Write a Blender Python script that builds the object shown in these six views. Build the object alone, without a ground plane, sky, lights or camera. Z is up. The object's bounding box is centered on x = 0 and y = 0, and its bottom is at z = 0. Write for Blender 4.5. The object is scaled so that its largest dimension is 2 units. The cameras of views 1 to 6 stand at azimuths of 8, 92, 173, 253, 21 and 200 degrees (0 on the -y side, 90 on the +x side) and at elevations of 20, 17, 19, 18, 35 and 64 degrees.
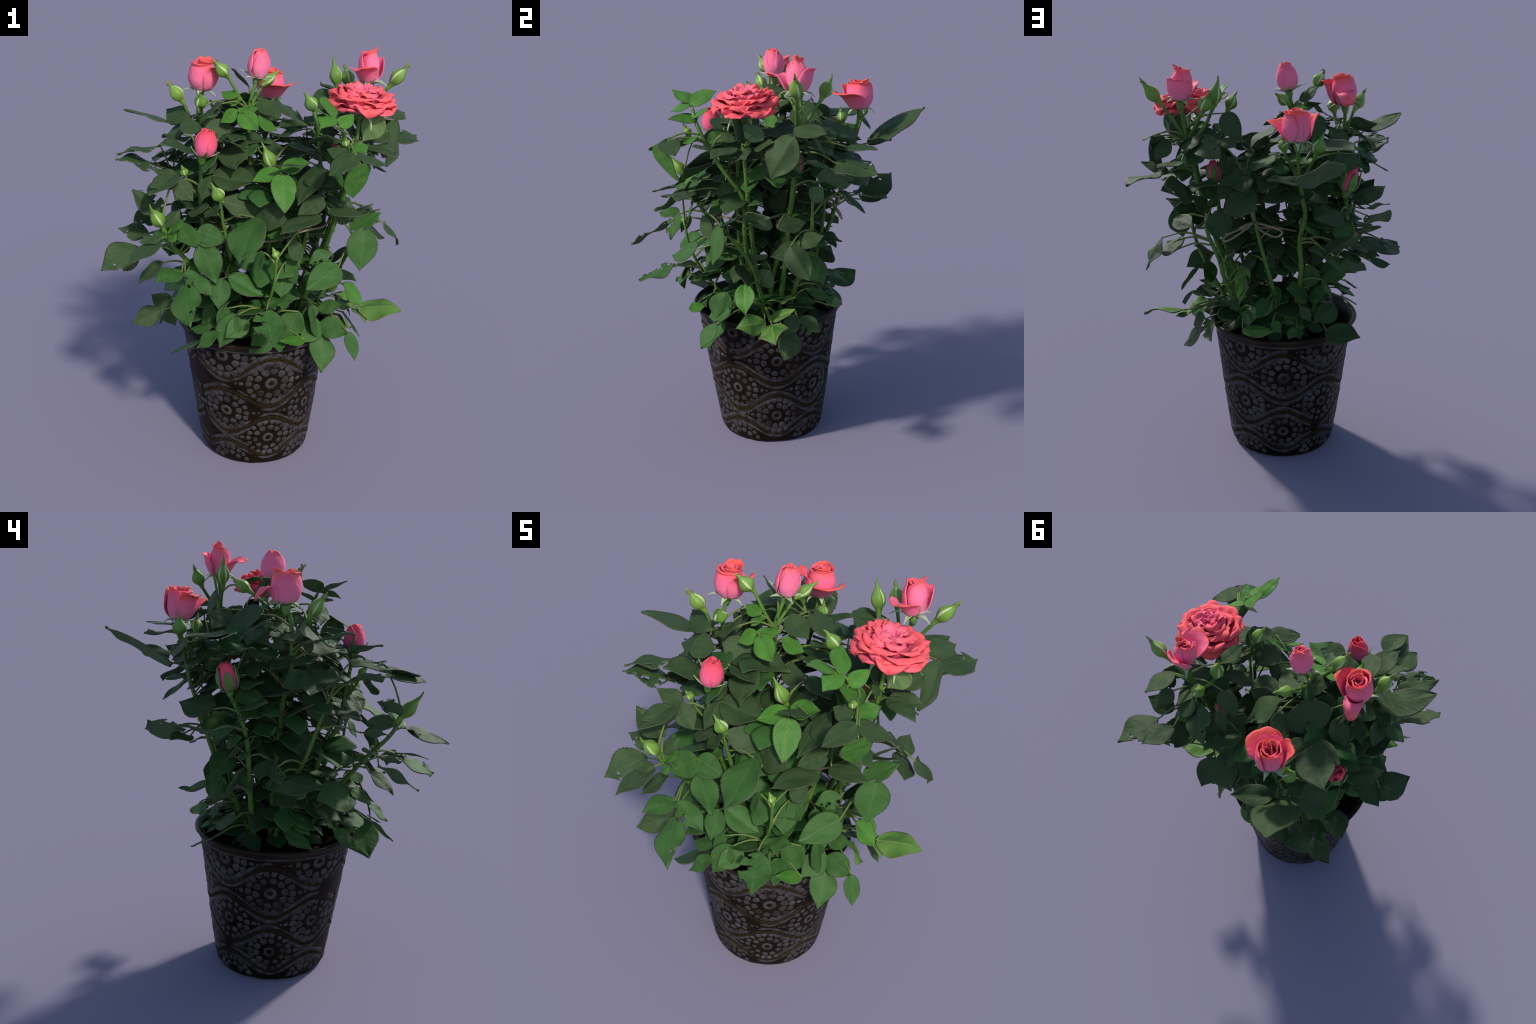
"""Potted miniature rose bush: glazed relief pot, soil, canes, serrated compound leaves,
rose blooms in several stages, green buds, a twine tie and a support stake."""
import bpy, math, random
import numpy as np
from mathutils import Vector, Matrix, noise as mnoise

UP = np.array([0.0, 0.0, 1.0])
AXIS = np.array([-0.05, -0.017])          # the pot's centre line
SOIL_Z = 0.643
RNG = random.Random(7)


# ------------------------------------------------------------------ helpers
def new_object(name, mesh, parent=None):
    ob = bpy.data.objects.new(name, mesh)
    bpy.context.scene.collection.objects.link(ob)
    if parent is not None:
        ob.parent = parent
    return ob


def make_mesh(name, verts, faces, mats, face_mats=None, smooth=True):
    me = bpy.data.meshes.new(name)
    me.from_pydata([tuple(map(float, v)) for v in verts], [], [tuple(map(int, f)) for f in faces])
    for m in mats:
        me.materials.append(m)
    if face_mats is not None:
        me.polygons.foreach_set("material_index", np.asarray(face_mats, dtype=np.int32))
    me.polygons.foreach_set("use_smooth", np.full(len(me.polygons), smooth))
    me.update()
    return me


def unit(v):
    v = np.asarray(v, float)
    return v / (np.linalg.norm(v) + 1e-9)


def smooth_path(points, per=8):
    """Catmull-Rom curve through the control points."""
    p = np.asarray(points, float)
    p = np.vstack([2 * p[0] - p[1], p, 2 * p[-1] - p[-2]])
    out = []
    for i in range(1, len(p) - 2):
        for t in np.linspace(0, 1, per, endpoint=False):
            a, b, c, d = p[i - 1:i + 3]
            out.append(0.5 * (2 * b + (c - a) * t + (2 * a - 5 * b + 4 * c - d) * t ** 2 + (3 * b - a - 3 * c + d) * t ** 3))
    out.append(p[-2])
    return np.array(out)


def tube(path, radii, sides=8, cap=True):
    """Round tube along a path -> (verts, faces)."""
    path = np.asarray(path, float)
    n = len(path)
    radii = np.broadcast_to(np.asarray(radii, float), (n,))
    tang = np.gradient(path, axis=0)
    ref = np.array([0.3, 0.9, 0.1])
    verts, faces = [], []
    for i in range(n):
        t = unit(tang[i])
        a = unit(ref - np.dot(ref, t) * t)          # carried along without twist
        b = np.cross(t, a)
        ref = a
        for k in range(sides):
            an = 2 * math.pi * k / sides
            verts.append(path[i] + radii[i] * (math.cos(an) * a + math.sin(an) * b))
    for i in range(n - 1):
        for k in range(sides):
            k2 = (k + 1) % sides
            faces.append((i * sides + k, i * sides + k2, (i + 1) * sides + k2, (i + 1) * sides + k))
    if cap:
        faces.append(tuple(range(sides - 1, -1, -1)))
        faces.append(tuple((n - 1) * sides + k for k in range(sides)))
    return verts, faces


class Heap:
    """Collects several pieces of geometry into one mesh."""
    def __init__(self):
        self.v, self.f, self.m = [], [], []

    def add(self, verts, faces, mat=0):
        o = len(self.v)
        self.v.extend(verts)
        self.f.extend([tuple(i + o for i in f) for f in faces])
        self.m.extend([mat] * len(faces) if np.isscalar(mat) else mat)


def sheet(P, thick, keep=None, mat_front=None, back=1, rim=2):
    """A thick sheet from a grid of points P[i, j]: front, back and rim walls.
    keep[i, j] says which cells are there, mat_front[i, j] gives the front material."""
    ni, nj = P.shape[:2]
    du = np.gradient(P, axis=0)
    dv = np.gradient(P, axis=1)
    N = np.cross(du, dv)
    ln = np.linalg.norm(N, axis=2, keepdims=True)
    N = N / np.maximum(ln, 1e-9)
    N[ln[..., 0] < 1e-9] = 0
    A = (P + N * thick / 2).reshape(-1, 3)
    B = (P - N * thick / 2).reshape(-1, 3)
    verts = list(A) + list(B)
    off = ni * nj
    keep = np.ones((ni - 1, nj - 1), bool) if keep is None else keep
    faces, mats = [], []

    def idx(i, j):
        return i * nj + j
    for i in range(ni - 1):
        for j in range(nj - 1):
            if not keep[i, j]:
                continue
            a, b, c, d = idx(i, j), idx(i + 1, j), idx(i + 1, j + 1), idx(i, j + 1)
            faces.append((a, b, c, d)); mats.append(0 if mat_front is None else mat_front[i, j])
            faces.append((d + off, c + off, b + off, a + off)); mats.append(back)
            for (di, dj, p, q) in ((0, -1, b, a), (1, 0, c, b), (0, 1, d, c), (-1, 0, a, d)):
                ii, jj = i + di, j + dj
                if not (0 <= ii < ni - 1 and 0 <= jj < nj - 1) or not keep[ii, jj]:
                    faces.append((p, q, q + off, p + off)); mats.append(rim)
    return verts, faces, mats


# ---------------------------------------------------------------- materials
def material(name):
    m = bpy.data.materials.new(name)
    m.use_nodes = True
    nt = m.node_tree
    nt.nodes.clear()
    out = nt.nodes.new("ShaderNodeOutputMaterial")
    bs = nt.nodes.new("ShaderNodeBsdfPrincipled")
    nt.links.new(bs.outputs[0], out.inputs[0])
    return m, nt, bs, out


def node(nt, kind, **kw):
    n = nt.nodes.new("ShaderNode" + kind)
    for k, v in kw.items():
        setattr(n, k, v)
    return n


def math_node(nt, op, a, b=None, c=None):
    n = node(nt, "Math", operation=op)
    for i, x in enumerate((a, b, c)):
        if x is None:
            continue
        if isinstance(x, (int, float)):
            n.inputs[i].default_value = x
        else:
            nt.links.new(x, n.inputs[i])
    return n.outputs[0]


def ramp(nt, fac, stops):
    n = node(nt, "ValToRGB")
    e = n.color_ramp.elements
    while len(e) < len(stops):
        e.new(0.5)
    for el, (p, c) in zip(e, stops):
        el.position = p
        el.color = (*c, 1) if len(c) == 3 else c
    nt.links.new(fac, n.inputs[0])
    return n.outputs[0]


def mix(nt, fac, a, b, blend="MIX"):
    n = node(nt, "Mix", data_type="RGBA", blend_type=blend)
    if isinstance(fac, (int, float)):
        n.inputs[0].default_value = fac
    else:
        nt.links.new(fac, n.inputs[0])
    for i, x in ((6, a), (7, b)):
        if isinstance(x, tuple):
            n.inputs[i].default_value = (*x, 1)
        else:
            nt.links.new(x, n.inputs[i])
    return n.outputs[2]


def noise_tex(nt, co, scale, detail=3.0, rough=0.55):
    n = node(nt, "TexNoise")
    n.inputs["Scale"].default_value = scale
    n.inputs["Detail"].default_value = detail
    n.inputs["Roughness"].default_value = rough
    if co is not None:
        nt.links.new(co, n.inputs["Vector"])
    return n.outputs["Fac"]


def bump(nt, bs, height, strength, dist=0.01):
    b = node(nt, "Bump")
    b.inputs["Strength"].default_value = strength
    b.inputs["Distance"].default_value = dist
    nt.links.new(height, b.inputs["Height"])
    nt.links.new(b.outputs[0], bs.inputs["Normal"])


def translucent(nt, bs, out, col, amount):
    t = node(nt, "BsdfTranslucent")
    nt.links.new(col, t.inputs["Color"])
    m = node(nt, "MixShader")
    m.inputs[0].default_value = amount
    nt.links.new(bs.outputs[0], m.inputs[1])
    nt.links.new(t.outputs[0], m.inputs[2])
    nt.links.new(m.outputs[0], out.inputs[0])


def leaf_material(name, deep, light, vein, rough=0.55, spec=0.2, glow=0.12):
    """Leaf blade: two greens in soft clouds, a pale midrib, faint side veins, per-leaf variation."""
    m, nt, bs, out = material(name)
    tc = node(nt, "TexCoord")
    sep = node(nt, "SeparateXYZ")
    nt.links.new(tc.outputs["Object"], sep.inputs[0])
    x, y = sep.outputs[0], sep.outputs[1]
    ay = math_node(nt, "ABSOLUTE", y)
    oi = node(nt, "ObjectInfo")
    rnd = oi.outputs["Random"]
    add = node(nt, "VectorMath", operation="ADD")
    nt.links.new(tc.outputs["Object"], add.inputs[0])
    comb = node(nt, "CombineXYZ")
    nt.links.new(math_node(nt, "MULTIPLY", rnd, 37.0), comb.inputs[2])
    nt.links.new(comb.outputs[0], add.inputs[1])
    cloud = noise_tex(nt, add.outputs[0], 2.6, 4)
    f = math_node(nt, "ADD", math_node(nt, "MULTIPLY", cloud, 0.9), math_node(nt, "MULTIPLY", rnd, 0.45))
    f = math_node(nt, "SUBTRACT", f, 0.18)
    col = mix(nt, f, deep, light)
    # side veins run forward from the midrib
    s = math_node(nt, "FRACT", math_node(nt, "MULTIPLY", math_node(nt, "SUBTRACT", x, math_node(nt, "MULTIPLY", ay, 0.75)), 7.5))
    line = math_node(nt, "ABSOLUTE", math_node(nt, "SUBTRACT", s, 0.5))
    side = math_node(nt, "LESS_THAN", line, 0.05)
    col = mix(nt, math_node(nt, "MULTIPLY", side, 0.06), col, vein)
    mid = node(nt, "MapRange")
    mid.inputs[1].default_value, mid.inputs[2].default_value = 0.022, 0.006
    nt.links.new(ay, mid.inputs[0])
    col = mix(nt, math_node(nt, "MULTIPLY", mid.outputs[0], 0.5), col, vein)
    fine = noise_tex(nt, add.outputs[0], 38, 3)
    col = mix(nt, math_node(nt, "MULTIPLY", fine, 0.22), col, deep)
    nt.links.new(col, bs.inputs["Base Color"])
    bs.inputs["Roughness"].default_value = rough
    bs.inputs["Specular IOR Level"].default_value = spec
    h = math_node(nt, "ADD", math_node(nt, "MULTIPLY", line, 0.25), math_node(nt, "MULTIPLY", noise_tex(nt, add.outputs[0], 9, 3), 1.0))
    bump(nt, bs, h, 0.16, 0.02)
    if glow:
        translucent(nt, bs, out, col, glow)
    return m


def plain_material(name, a, b, scale=20.0, rough=0.5, spec=0.3, bump_amt=0.0, glow=0.0):
    m, nt, bs, out = material(name)
    tc = node(nt, "TexCoord")
    f = noise_tex(nt, tc.outputs["Object"], scale, 4)
    col = ramp(nt, f, [(0.3, a), (0.7, b)])
    nt.links.new(col, bs.inputs["Base Color"])
    bs.inputs["Roughness"].default_value = rough
    bs.inputs["Specular IOR Level"].default_value = spec
    if bump_amt:
        bump(nt, bs, f, bump_amt, 0.01)
    if glow:
        translucent(nt, bs, out, col, glow)
    return m


def petal_material(name, stops, glow=0.14):
    """Petal: pale claw at the base, rose pink, coral lip (by distance from the flower's base)."""
    m, nt, bs, out = material(name)
    tc = node(nt, "TexCoord")
    ln = node(nt, "VectorMath", operation="LENGTH")
    nt.links.new(tc.outputs["Object"], ln.inputs[0])
    nz = noise_tex(nt, tc.outputs["Object"], 5, 3)
    t = math_node(nt, "ADD", ln.outputs["Value"], math_node(nt, "MULTIPLY", math_node(nt, "SUBTRACT", nz, 0.5), 0.22))
    col = ramp(nt, t, stops)
    fib = noise_tex(nt, tc.outputs["Object"], 60, 2)
    col = mix(nt, math_node(nt, "MULTIPLY", fib, 0.07), col, (0.95, 0.45, 0.5))
    nt.links.new(col, bs.inputs["Base Color"])
    bs.inputs["Roughness"].default_value = 0.6
    bs.inputs["Specular IOR Level"].default_value = 0.2
    bs.inputs["Sheen Weight"].default_value = 0.04
    bump(nt, bs, noise_tex(nt, tc.outputs["Object"], 5, 2), 0.10, 0.05)
    translucent(nt, bs, out, col, glow)
    return m


MAT = {}


def build_materials():
    und = leaf_material("leaf_underside", (0.066, 0.130, 0.055), (0.105, 0.185, 0.085), (0.18, 0.29, 0.13), 0.7, 0.12)
    tones = {
        "dark": ((0.030, 0.060, 0.020), (0.056, 0.098, 0.036), (0.08, 0.12, 0.045)),
        "mid": ((0.031, 0.088, 0.019), (0.060, 0.145, 0.034), (0.09, 0.18, 0.05)),
        "young": ((0.046, 0.150, 0.020), (0.085, 0.235, 0.034), (0.20, 0.17, 0.05)),
        "pale": ((0.15, 0.25, 0.085), (0.23, 0.34, 0.13), (0.3, 0.4, 0.18)),
        "withered": ((0.10, 0.10, 0.03), (0.30, 0.22, 0.09), (0.33, 0.27, 0.14)),
        "faded": ((0.065, 0.165, 0.028), (0.13, 0.24, 0.055), (0.33, 0.36, 0.14)),
    }
    for k, (a, b, v) in tones.items():
        blade = leaf_material("leaf_blade_" + k, a, b, v, 0.6 if k != "young" else 0.5)
        edge = plain_material("leaf_border_" + k, tuple(x * 0.75 for x in a), (a[0] * 1.5 + 0.01, a[1] * 0.75, a[2]), 9, 0.55)
        rim = plain_material("leaf_rim_" + k, (0.045, 0.055, 0.025), (0.09, 0.11, 0.05) if k not in ("faded", "withered") else (0.5, 0.36, 0.2), 14, 0.6)
        MAT[k] = [blade, und, rim, edge]
    MAT["petiole"] = plain_material("petiole_green", (0.09, 0.16, 0.035), (0.16, 0.19, 0.05), 12, 0.5)
    MAT["cane"] = plain_material("cane_green", (0.055, 0.13, 0.018), (0.10, 0.20, 0.032), 14, 0.45, 0.3, 0.2)
    MAT["bud"] = plain_material("bud_green", (0.10, 0.22, 0.032), (0.20, 0.34, 0.06), 6, 0.45, 0.3, 0.1, 0.08)
    MAT["bud_seam"] = plain_material("bud_seam_pale", (0.38, 0.50, 0.22), (0.5, 0.56, 0.32), 9, 0.55)
    MAT["bud_tip"] = plain_material("bud_tip_brown", (0.12, 0.13, 0.05), (0.22, 0.17, 0.08), 9, 0.6)
    MAT["sepal"] = plain_material("sepal_green", (0.085, 0.20, 0.04), (0.17, 0.29, 0.07), 5, 0.5, 0.3, 0.1, 0.08)
    MAT["sepal_in"] = plain_material("sepal_inside_pale", (0.30, 0.40, 0.20), (0.42, 0.50, 0.30), 5, 0.6)
    pink = [(0.0, (0.72, 0.62, 0.45)), (0.2, (0.94, 0.44, 0.54)), (0.45, (0.98, 0.22, 0.39)), (0.8, (1.0, 0.165, 0.30)),
            (0.98, (1.0, 0.13, 0.17)), (1.12, (0.92, 0.11, 0.09))]
    MAT["petal"] = [petal_material("petal_pink", pink)] * 3
    full = [(0.0, (0.97, 0.20, 0.35)), (0.5, (1.0, 0.20, 0.36)), (0.85, (1.0, 0.175, 0.29)), (1.1, (0.98, 0.12, 0.14))]
    MAT["full"] = [petal_material("petal_full_bloom", full)] * 3
    tight = [(0.0, (0.60, 0.30, 0.25)), (0.3, (0.90, 0.17, 0.35)), (0.7, (0.92, 0.10, 0.21)), (1.0, (0.88, 0.07, 0.10))]
    MAT["tight"] = [petal_material("petal_tight_bud", tight)] * 3
    MAT["glaze"] = plain_material("glaze_dark_brown", (0.0035, 0.0022, 0.0012), (0.014, 0.0072, 0.0026), 16, 0.45, 0.09, 0.1)
    MAT["glaze_lip"] = plain_material("glaze_lip_brown", (0.008, 0.005, 0.003), (0.030, 0.018, 0.009), 9, 0.4, 0.15, 0.1)
    MAT["glaze_painted_sheen"] = plain_material("glaze_raised_painted_sheen", (0.014, 0.010, 0.008), (0.070, 0.064, 0.066), 10, 0.42, 0.2, 0.15)  # dark glaze lightened to grey: its sky reflection on raised parts, baked in
    MAT["glaze_painted_glare"] = plain_material("glaze_band_painted_glare", (0.010, 0.007, 0.005), (0.066, 0.060, 0.064), 34, 0.42, 0.2, 0.15)  # glossy glare streaks drawn into the base colour by noise
    MAT["glaze_rope"] = plain_material("glaze_rope_amber", (0.012, 0.007, 0.002), (0.036, 0.021, 0.007), 40, 0.5, 0.12)
    MAT["pot_inside"] = plain_material("pot_inside_greenish", (0.022, 0.030, 0.028), (0.05, 0.06, 0.055), 8, 0.5)
    MAT["soil"] = plain_material("soil_peat", (0.006, 0.005, 0.004), (0.035, 0.024, 0.018), 30, 0.9, 0.1, 0.6)
    MAT["twine"] = plain_material("twine_jute", (0.18, 0.14, 0.09), (0.34, 0.28, 0.19), 60, 0.85, 0.1, 0.5)
    MAT["stake"] = plain_material("stake_black", (0.006, 0.007, 0.01), (0.014, 0.016, 0.02), 10, 0.5)


# ---------------------------------------------------------------------- pot
PERIOD = math.radians(76.6)               # one repeat of the relief round the pot
PHASE = math.radians(7.6)                 # a tall medallion column stands here
SEAM = math.radians(-133.0)               # where the pattern's two ends meet


def wall_radius(z):
    return 0.274 + 0.118 * z + 0.028 * max(0.0, min(1.0, (z - 0.655) / 0.05)) ** 1.5 - 0.012 * max(0.0, (0.02 - z) / 0.02)


def bulge(ang, z):
    """The pot is not quite round: its front-left side leans out towards the rim."""
    d = (ang - math.radians(-104) + math.pi) % (2 * math.pi) - math.pi
    t = max(0.0, min(1.0, (z - 0.10) / 0.5))
    return 0.023 * t * math.exp(-(d / 1.0) ** 2) - 0.004 * math.exp(-(z / 0.12) ** 2)


def on_wall(ang, z, out=0.0):
    r = wall_radius(z) + bulge(ang, z) + out
    return np.array([AXIS[0] + r * math.cos(ang), AXIS[1] + r * math.sin(ang), z])


# four wavy beaded bands: mean height, swing (positive: crest over the tall columns)
WAVES = [(0.568, 0.053), (0.400, -0.044), (0.238, 0.049), (0.096, -0.035)]


def wave_z(k, ang):
    m, s = WAVES[k]
    return m + s * math.cos(2 * math.pi * (ang - PHASE) / PERIOD)


def build_pot(root):
    n = 160
    # solid of revolution: foot, outer wall, rolled lip, inner wall, floor under the soil
    prof = [(0.0, 0.004), (0.20, 0.004), (0.245, 0.0), (0.262, 0.002)]
    prof += [(wall_radius(z), z) for z in np.linspace(0.012, 0.70, 60)]
    prof += [(0.377, 0.704), (0.372, 0.709), (0.365, 0.707), (0.356, 0.698), (0.343, 0.675), (0.334, 0.645), (0.330, 0.60), (0.325, 0.56), (0.0, 0.56)]
    verts, faces, mats = [], [], []
    for i, (r, z) in enumerate(prof):
        for k in range(n):
            a = 2 * math.pi * k / n
            w = 1 + 0.008 * mnoise.noise(Vector((3 * math.cos(a), 3 * math.sin(a), z * 4)))
            # pressed seam: a shallow flat strip where the pattern ends meet
            d = abs((a - SEAM + math.pi) % (2 * math.pi) - math.pi)
            if 3 < i < 64:
                w -= 0.003 * math.exp(-(d / 0.10) ** 2)
            if i > 3:
                w += bulge(a, z) / max(r, 0.05) * (1 if r > 0.2 else 0)
            zz = z + (0.004 * mnoise.noise(Vector((6 * math.cos(a), 6 * math.sin(a), 9))) if z < 0.02 else 0)
            verts.append((AXIS[0] + r * w * math.cos(a), AXIS[1] + r * w * math.sin(a), max(0, zz)))
    for i in range(len(prof) - 1):
        z = (prof[i][1] + prof[i + 1][1]) / 2
        mi = 2 if i >= 66 else (1 if z > 0.648 and i > 3 else 0)
        for k in range(n):
            k2 = (k + 1) % n
            faces.append((i * n + k, i * n + k2, (i + 1) * n + k2, (i + 1) * n + k))
            mats.append(mi)
    me = make_mesh("pot", verts, faces, [MAT["glaze"], MAT["glaze_lip"], MAT["pot_inside"]], mats)
    pot = new_object("pot", me, root)

    def blob(h, ang0, z0, r, th, half_r, half_t, height, corner, rng):
        """One raised pebble of a medallion, laid on the wall; polar place (r, th) round (ang0, z0)."""
        rings, seg = 4, 10
        rr = wall_radius(z0)
        if not 0.012 < z0 + r * math.sin(th) < 0.652:
            return
        sq = rng.uniform(0.88, 1.08)
        vs, fs = [], []
        for i in range(rings + 1):
            t = i / rings
            lift = height * (1 - t ** 4) - 0.001
            for k in range(seg):
                a = 2 * math.pi * k / seg
                # rounded-square section
                c, s = math.cos(a), math.sin(a)
                q = (abs(c) ** corner + abs(s) ** corner) ** (-1 / corner)
                pr, pt = r + half_r * t * q * c * sq, half_t * t * q * s * (1 + 0.25 * t * q * c)
                x = pr * math.cos(th) - pt * math.sin(th)
                z = z0 + pr * math.sin(th) + pt * math.cos(th)
                z = min(max(z, 0.008), 0.656)
                vs.append(on_wall(ang0 + x / wall_radius(z), z, lift))
        for i in range(rings):
            for k in range(seg):
                k2 = (k + 1) % seg
                fs.append((i * seg + k, (i + 1) * seg + k, (i + 1) * seg + k2, i * seg + k2))
        h.add(vs, fs, 0)

    def ring(h, ang0, z0, r0, r1, height):
        seg, steps = 32, 6
        vs, fs = [], []
        for k in range(seg):
            a = 2 * math.pi * k / seg
            wob = 1 + 0.05 * math.cos(9 * a)
            for i in range(steps + 1):
                t = i / steps
                r = (r0 + (r1 - r0) * t) * (wob if t > 0.5 else 1)
                z = min(max(z0 + r * math.sin(a), 0.008), 0.656)
                vs.append(on_wall(ang0 + r * math.cos(a) / wall_radius(z), z, height * math.sin(math.pi * t) ** 0.6 - 0.001))
        for k in range(seg):
            for i in range(steps):
                a, b = k * (steps + 1) + i, ((k + 1) % seg) * (steps + 1) + i
                fs.append((a, a + 1, b + 1, b))
        h.add(vs, fs, 0)

    rng = random.Random(3)
    cols = [(PHASE + PERIOD * k, (0.487, 0.166)) for k in range(-1, 3)]
    cols += [(PHASE + PERIOD * (k + 0.5), (0.634, 0.318, 0.0)) for k in range(-2, 3)]
    for ang, heights in cols:
        for z0 in heights:
            h = Heap()
            sc = 0.82 + 0.27 * z0                      # smaller towards the foot
            if 0.03 < z0:
                ring(h, ang, z0, 0.012 * sc, 0.033 * sc, 0.0035)
            for k in range(10):
                th = 2 * math.pi * (k + 0.25) / 10
                blob(h, ang, z0, 0.071 * sc, th + rng.uniform(-.04, .04), 0.0195 * sc, 0.0205 * sc, 0.0032, 2.6, rng)
            for k in range(18):
                th = 2 * math.pi * k / 18
                blob(h, ang, z0, 0.1085 * sc, th + rng.uniform(-.03, .03), 0.0185 * sc, 0.0178 * sc, 0.0030, 3.2, rng)
            for sgn in (0, math.pi):
                blob(h, ang, z0, 0.146 * sc, sgn, 0.015, 0.012, 0.003, 1.6, rng)
                blob(h, ang, z0, 0.172 * sc, sgn, 0.007, 0.008, 0.003, 1.6, rng)
            if h.v:
                ob = new_object("medallion", make_mesh("medallion", h.v, h.f, [MAT["glaze_painted_sheen"]]), pot)
                ob["kind"] = "stuff"

    # wavy bands: a fillet coloured with grey glare above and below a rope of beads
    a0, a1 = SEAM + 0.03, SEAM + 2 * math.pi - 0.03
    for k in range(4):
        h = Heap()
        steps = 420
        for off, half, lift in ((0.0215, 0.0115, 0.0020), (-0.0215, 0.0115, 0.0020)):
            vs, fs = [], []
            for i in range(steps + 1):
                a = a0 + (a1 - a0) * i / steps
                jag = 0.25 * mnoise.noise(Vector((a * 9, k * 3 + off * 90, 1)))
                for j in range(6):
                    t = j / 5 * 2 - 1
                    z = wave_z(k, a) + off + half * t * (1 + jag)
                    z = min(max(z, 0.006), 0.655)
                    vs.append(on_wall(a, z, lift * (1 - t ** 4) - 0.001))
            for i in range(steps):
                for j in range(5):
                    q = i * 6 + j
                    fs.append((q, q + 6, q + 7, q + 1))
            h.add(vs, fs, 0)
        ob = new_object("wavy_band", make_mesh("wavy_band", h.v, h.f, [MAT["glaze_painted_glare"]]), pot)
        h = Heap()
        for off in (0.0045, -0.0055):
            path, rad = [], []
            cnt = 1000
            for i in range(cnt + 1):
                a = a0 + (a1 - a0) * i / cnt
                path.append(on_wall(a, wave_z(k, a) + off, -0.0012))
                rad.append(0.0036 + 0.0012 * math.cos(i * math.pi / 2.5))
            v, f = tube(path, rad, 6)
            h.add(v, f, 0)
        ob = new_object("beaded_rope", make_mesh("beaded_rope", h.v, h.f, [MAT["glaze_rope"]]), pot)
        ob["kind"] = "stuff"
    # lip fillets
    for z, half in ((0.664, 0.005), (0.678, 0.004)):
        path = [on_wall(2 * math.pi * i / 200, z + 0.002 * mnoise.noise(Vector((i * 0.1, z * 50, 2))), 0.0) for i in range(201)]
        v, f = tube(path, half, 6, False)
        new_object("lip_fillet", make_mesh("lip_fillet", v, f, [MAT["glaze_painted_sheen"] if z < 0.67 else MAT["glaze_lip"]]), pot)

    # soil with lumps
    vs, fs = [], []
    nr, na = 28, 90
    for i in range(nr + 1):
        r = 0.337 * i / nr
        for k in range(na):
            a = 2 * math.pi * k / na
            x, y = r * math.cos(a), r * math.sin(a)
            z = SOIL_Z + 0.022 * mnoise.fractal(Vector((x * 14, y * 14, 0.3)), 1.0, 2.0, 4) + 0.01 * math.cos(r * 9)
            vs.append((AXIS[0] + x, AXIS[1] + y, z))
    for i in range(nr):
        for k in range(na):
            k2 = (k + 1) % na
            fs.append((i * na + k, (i + 1) * na + k, (i + 1) * na + k2, i * na + k2))
    soil = new_object("soil", make_mesh("soil", vs, fs, [MAT["soil"]]), root)
    h = Heap()
    rng = random.Random(12)
    for _ in range(120):
        r, a = 0.31 * math.sqrt(rng.random()), rng.uniform(0, 2 * math.pi)
        s = rng.uniform(0.008, 0.024)
        c = np.array([AXIS[0] + r * math.cos(a), AXIS[1] + r * math.sin(a), SOIL_Z + 0.004])
        vs, fs = [], []
        for i in range(5):
            ph = math.pi * i / 4
            for k in range(7):
                th = 2 * math.pi * k / 7
                q = s * rng.uniform(0.75, 1.2)
                vs.append(c + q * np.array([math.sin(ph) * math.cos(th), math.sin(ph) * math.sin(th), 0.7 * math.cos(ph)]))
        for i in range(4):
            for k in range(7):
                fs.append((i * 7 + k, (i + 1) * 7 + k, (i + 1) * 7 + (k + 1) % 7, i * 7 + (k + 1) % 7))
        h.add(vs, fs, 0)
    ob = new_object("soil_clod", make_mesh("soil_clod", h.v, h.f, [MAT["soil"]]), soil)
    ob["kind"] = "stuff"


# -------------------------------------------------------------------- canes
CANE_POINTS = []      # (x, y, z) samples that leaf stalks may start from


def cane(root, points, r0=0.013, r1=0.008, thorns=True, collect=True):
    path = smooth_path(points, 10)
    t = np.linspace(0, 1, len(path))
    rng = random.Random(int(abs(points[0][0]) * 1e4) + len(points))
    rad = r0 + (r1 - r0) * t
    rad = rad * (1 + 0.10 * np.sin(t * 40 + rng.random() * 6) ** 8)
    h = Heap()
    v, f = tube(path, rad, 10)
    h.add(v, f, 0)
    if thorns and r0 > 0.009:
        for _ in range(int(len(path) / 5)):
            i = rng.randrange(3, len(path) - 3)
            tn = unit(path[i + 1] - path[i - 1])
            sd = unit(np.cross(tn, [rng.uniform(-1, 1), rng.uniform(-1, 1), 0.1]))
            base = path[i] + sd * rad[i] * 0.7
            v, f = tube([base - tn * 0.004, base + sd * 0.008, base + sd * 0.018 - tn * 0.006], [0.006, 0.0035, 0.0006], 6)
            h.add(v, f, 0)
    ob = new_object("cane", make_mesh("cane", h.v, h.f, [MAT["cane"]]), root)
    if collect:
        for p in path:
            CANE_POINTS.append(p)
    return ob


# ------------------------------------------------------------------- leaves
LEAF = {}
LEAF_CENTRES = []
KEEP_CLEAR = []         # buds, blooms and the bow: nothing of the filling stands in front of them
FLAT, CONVEX, FOLDED, WAVY, DROOP, ROUND, TATTERED, CURLED = range(8)


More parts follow.
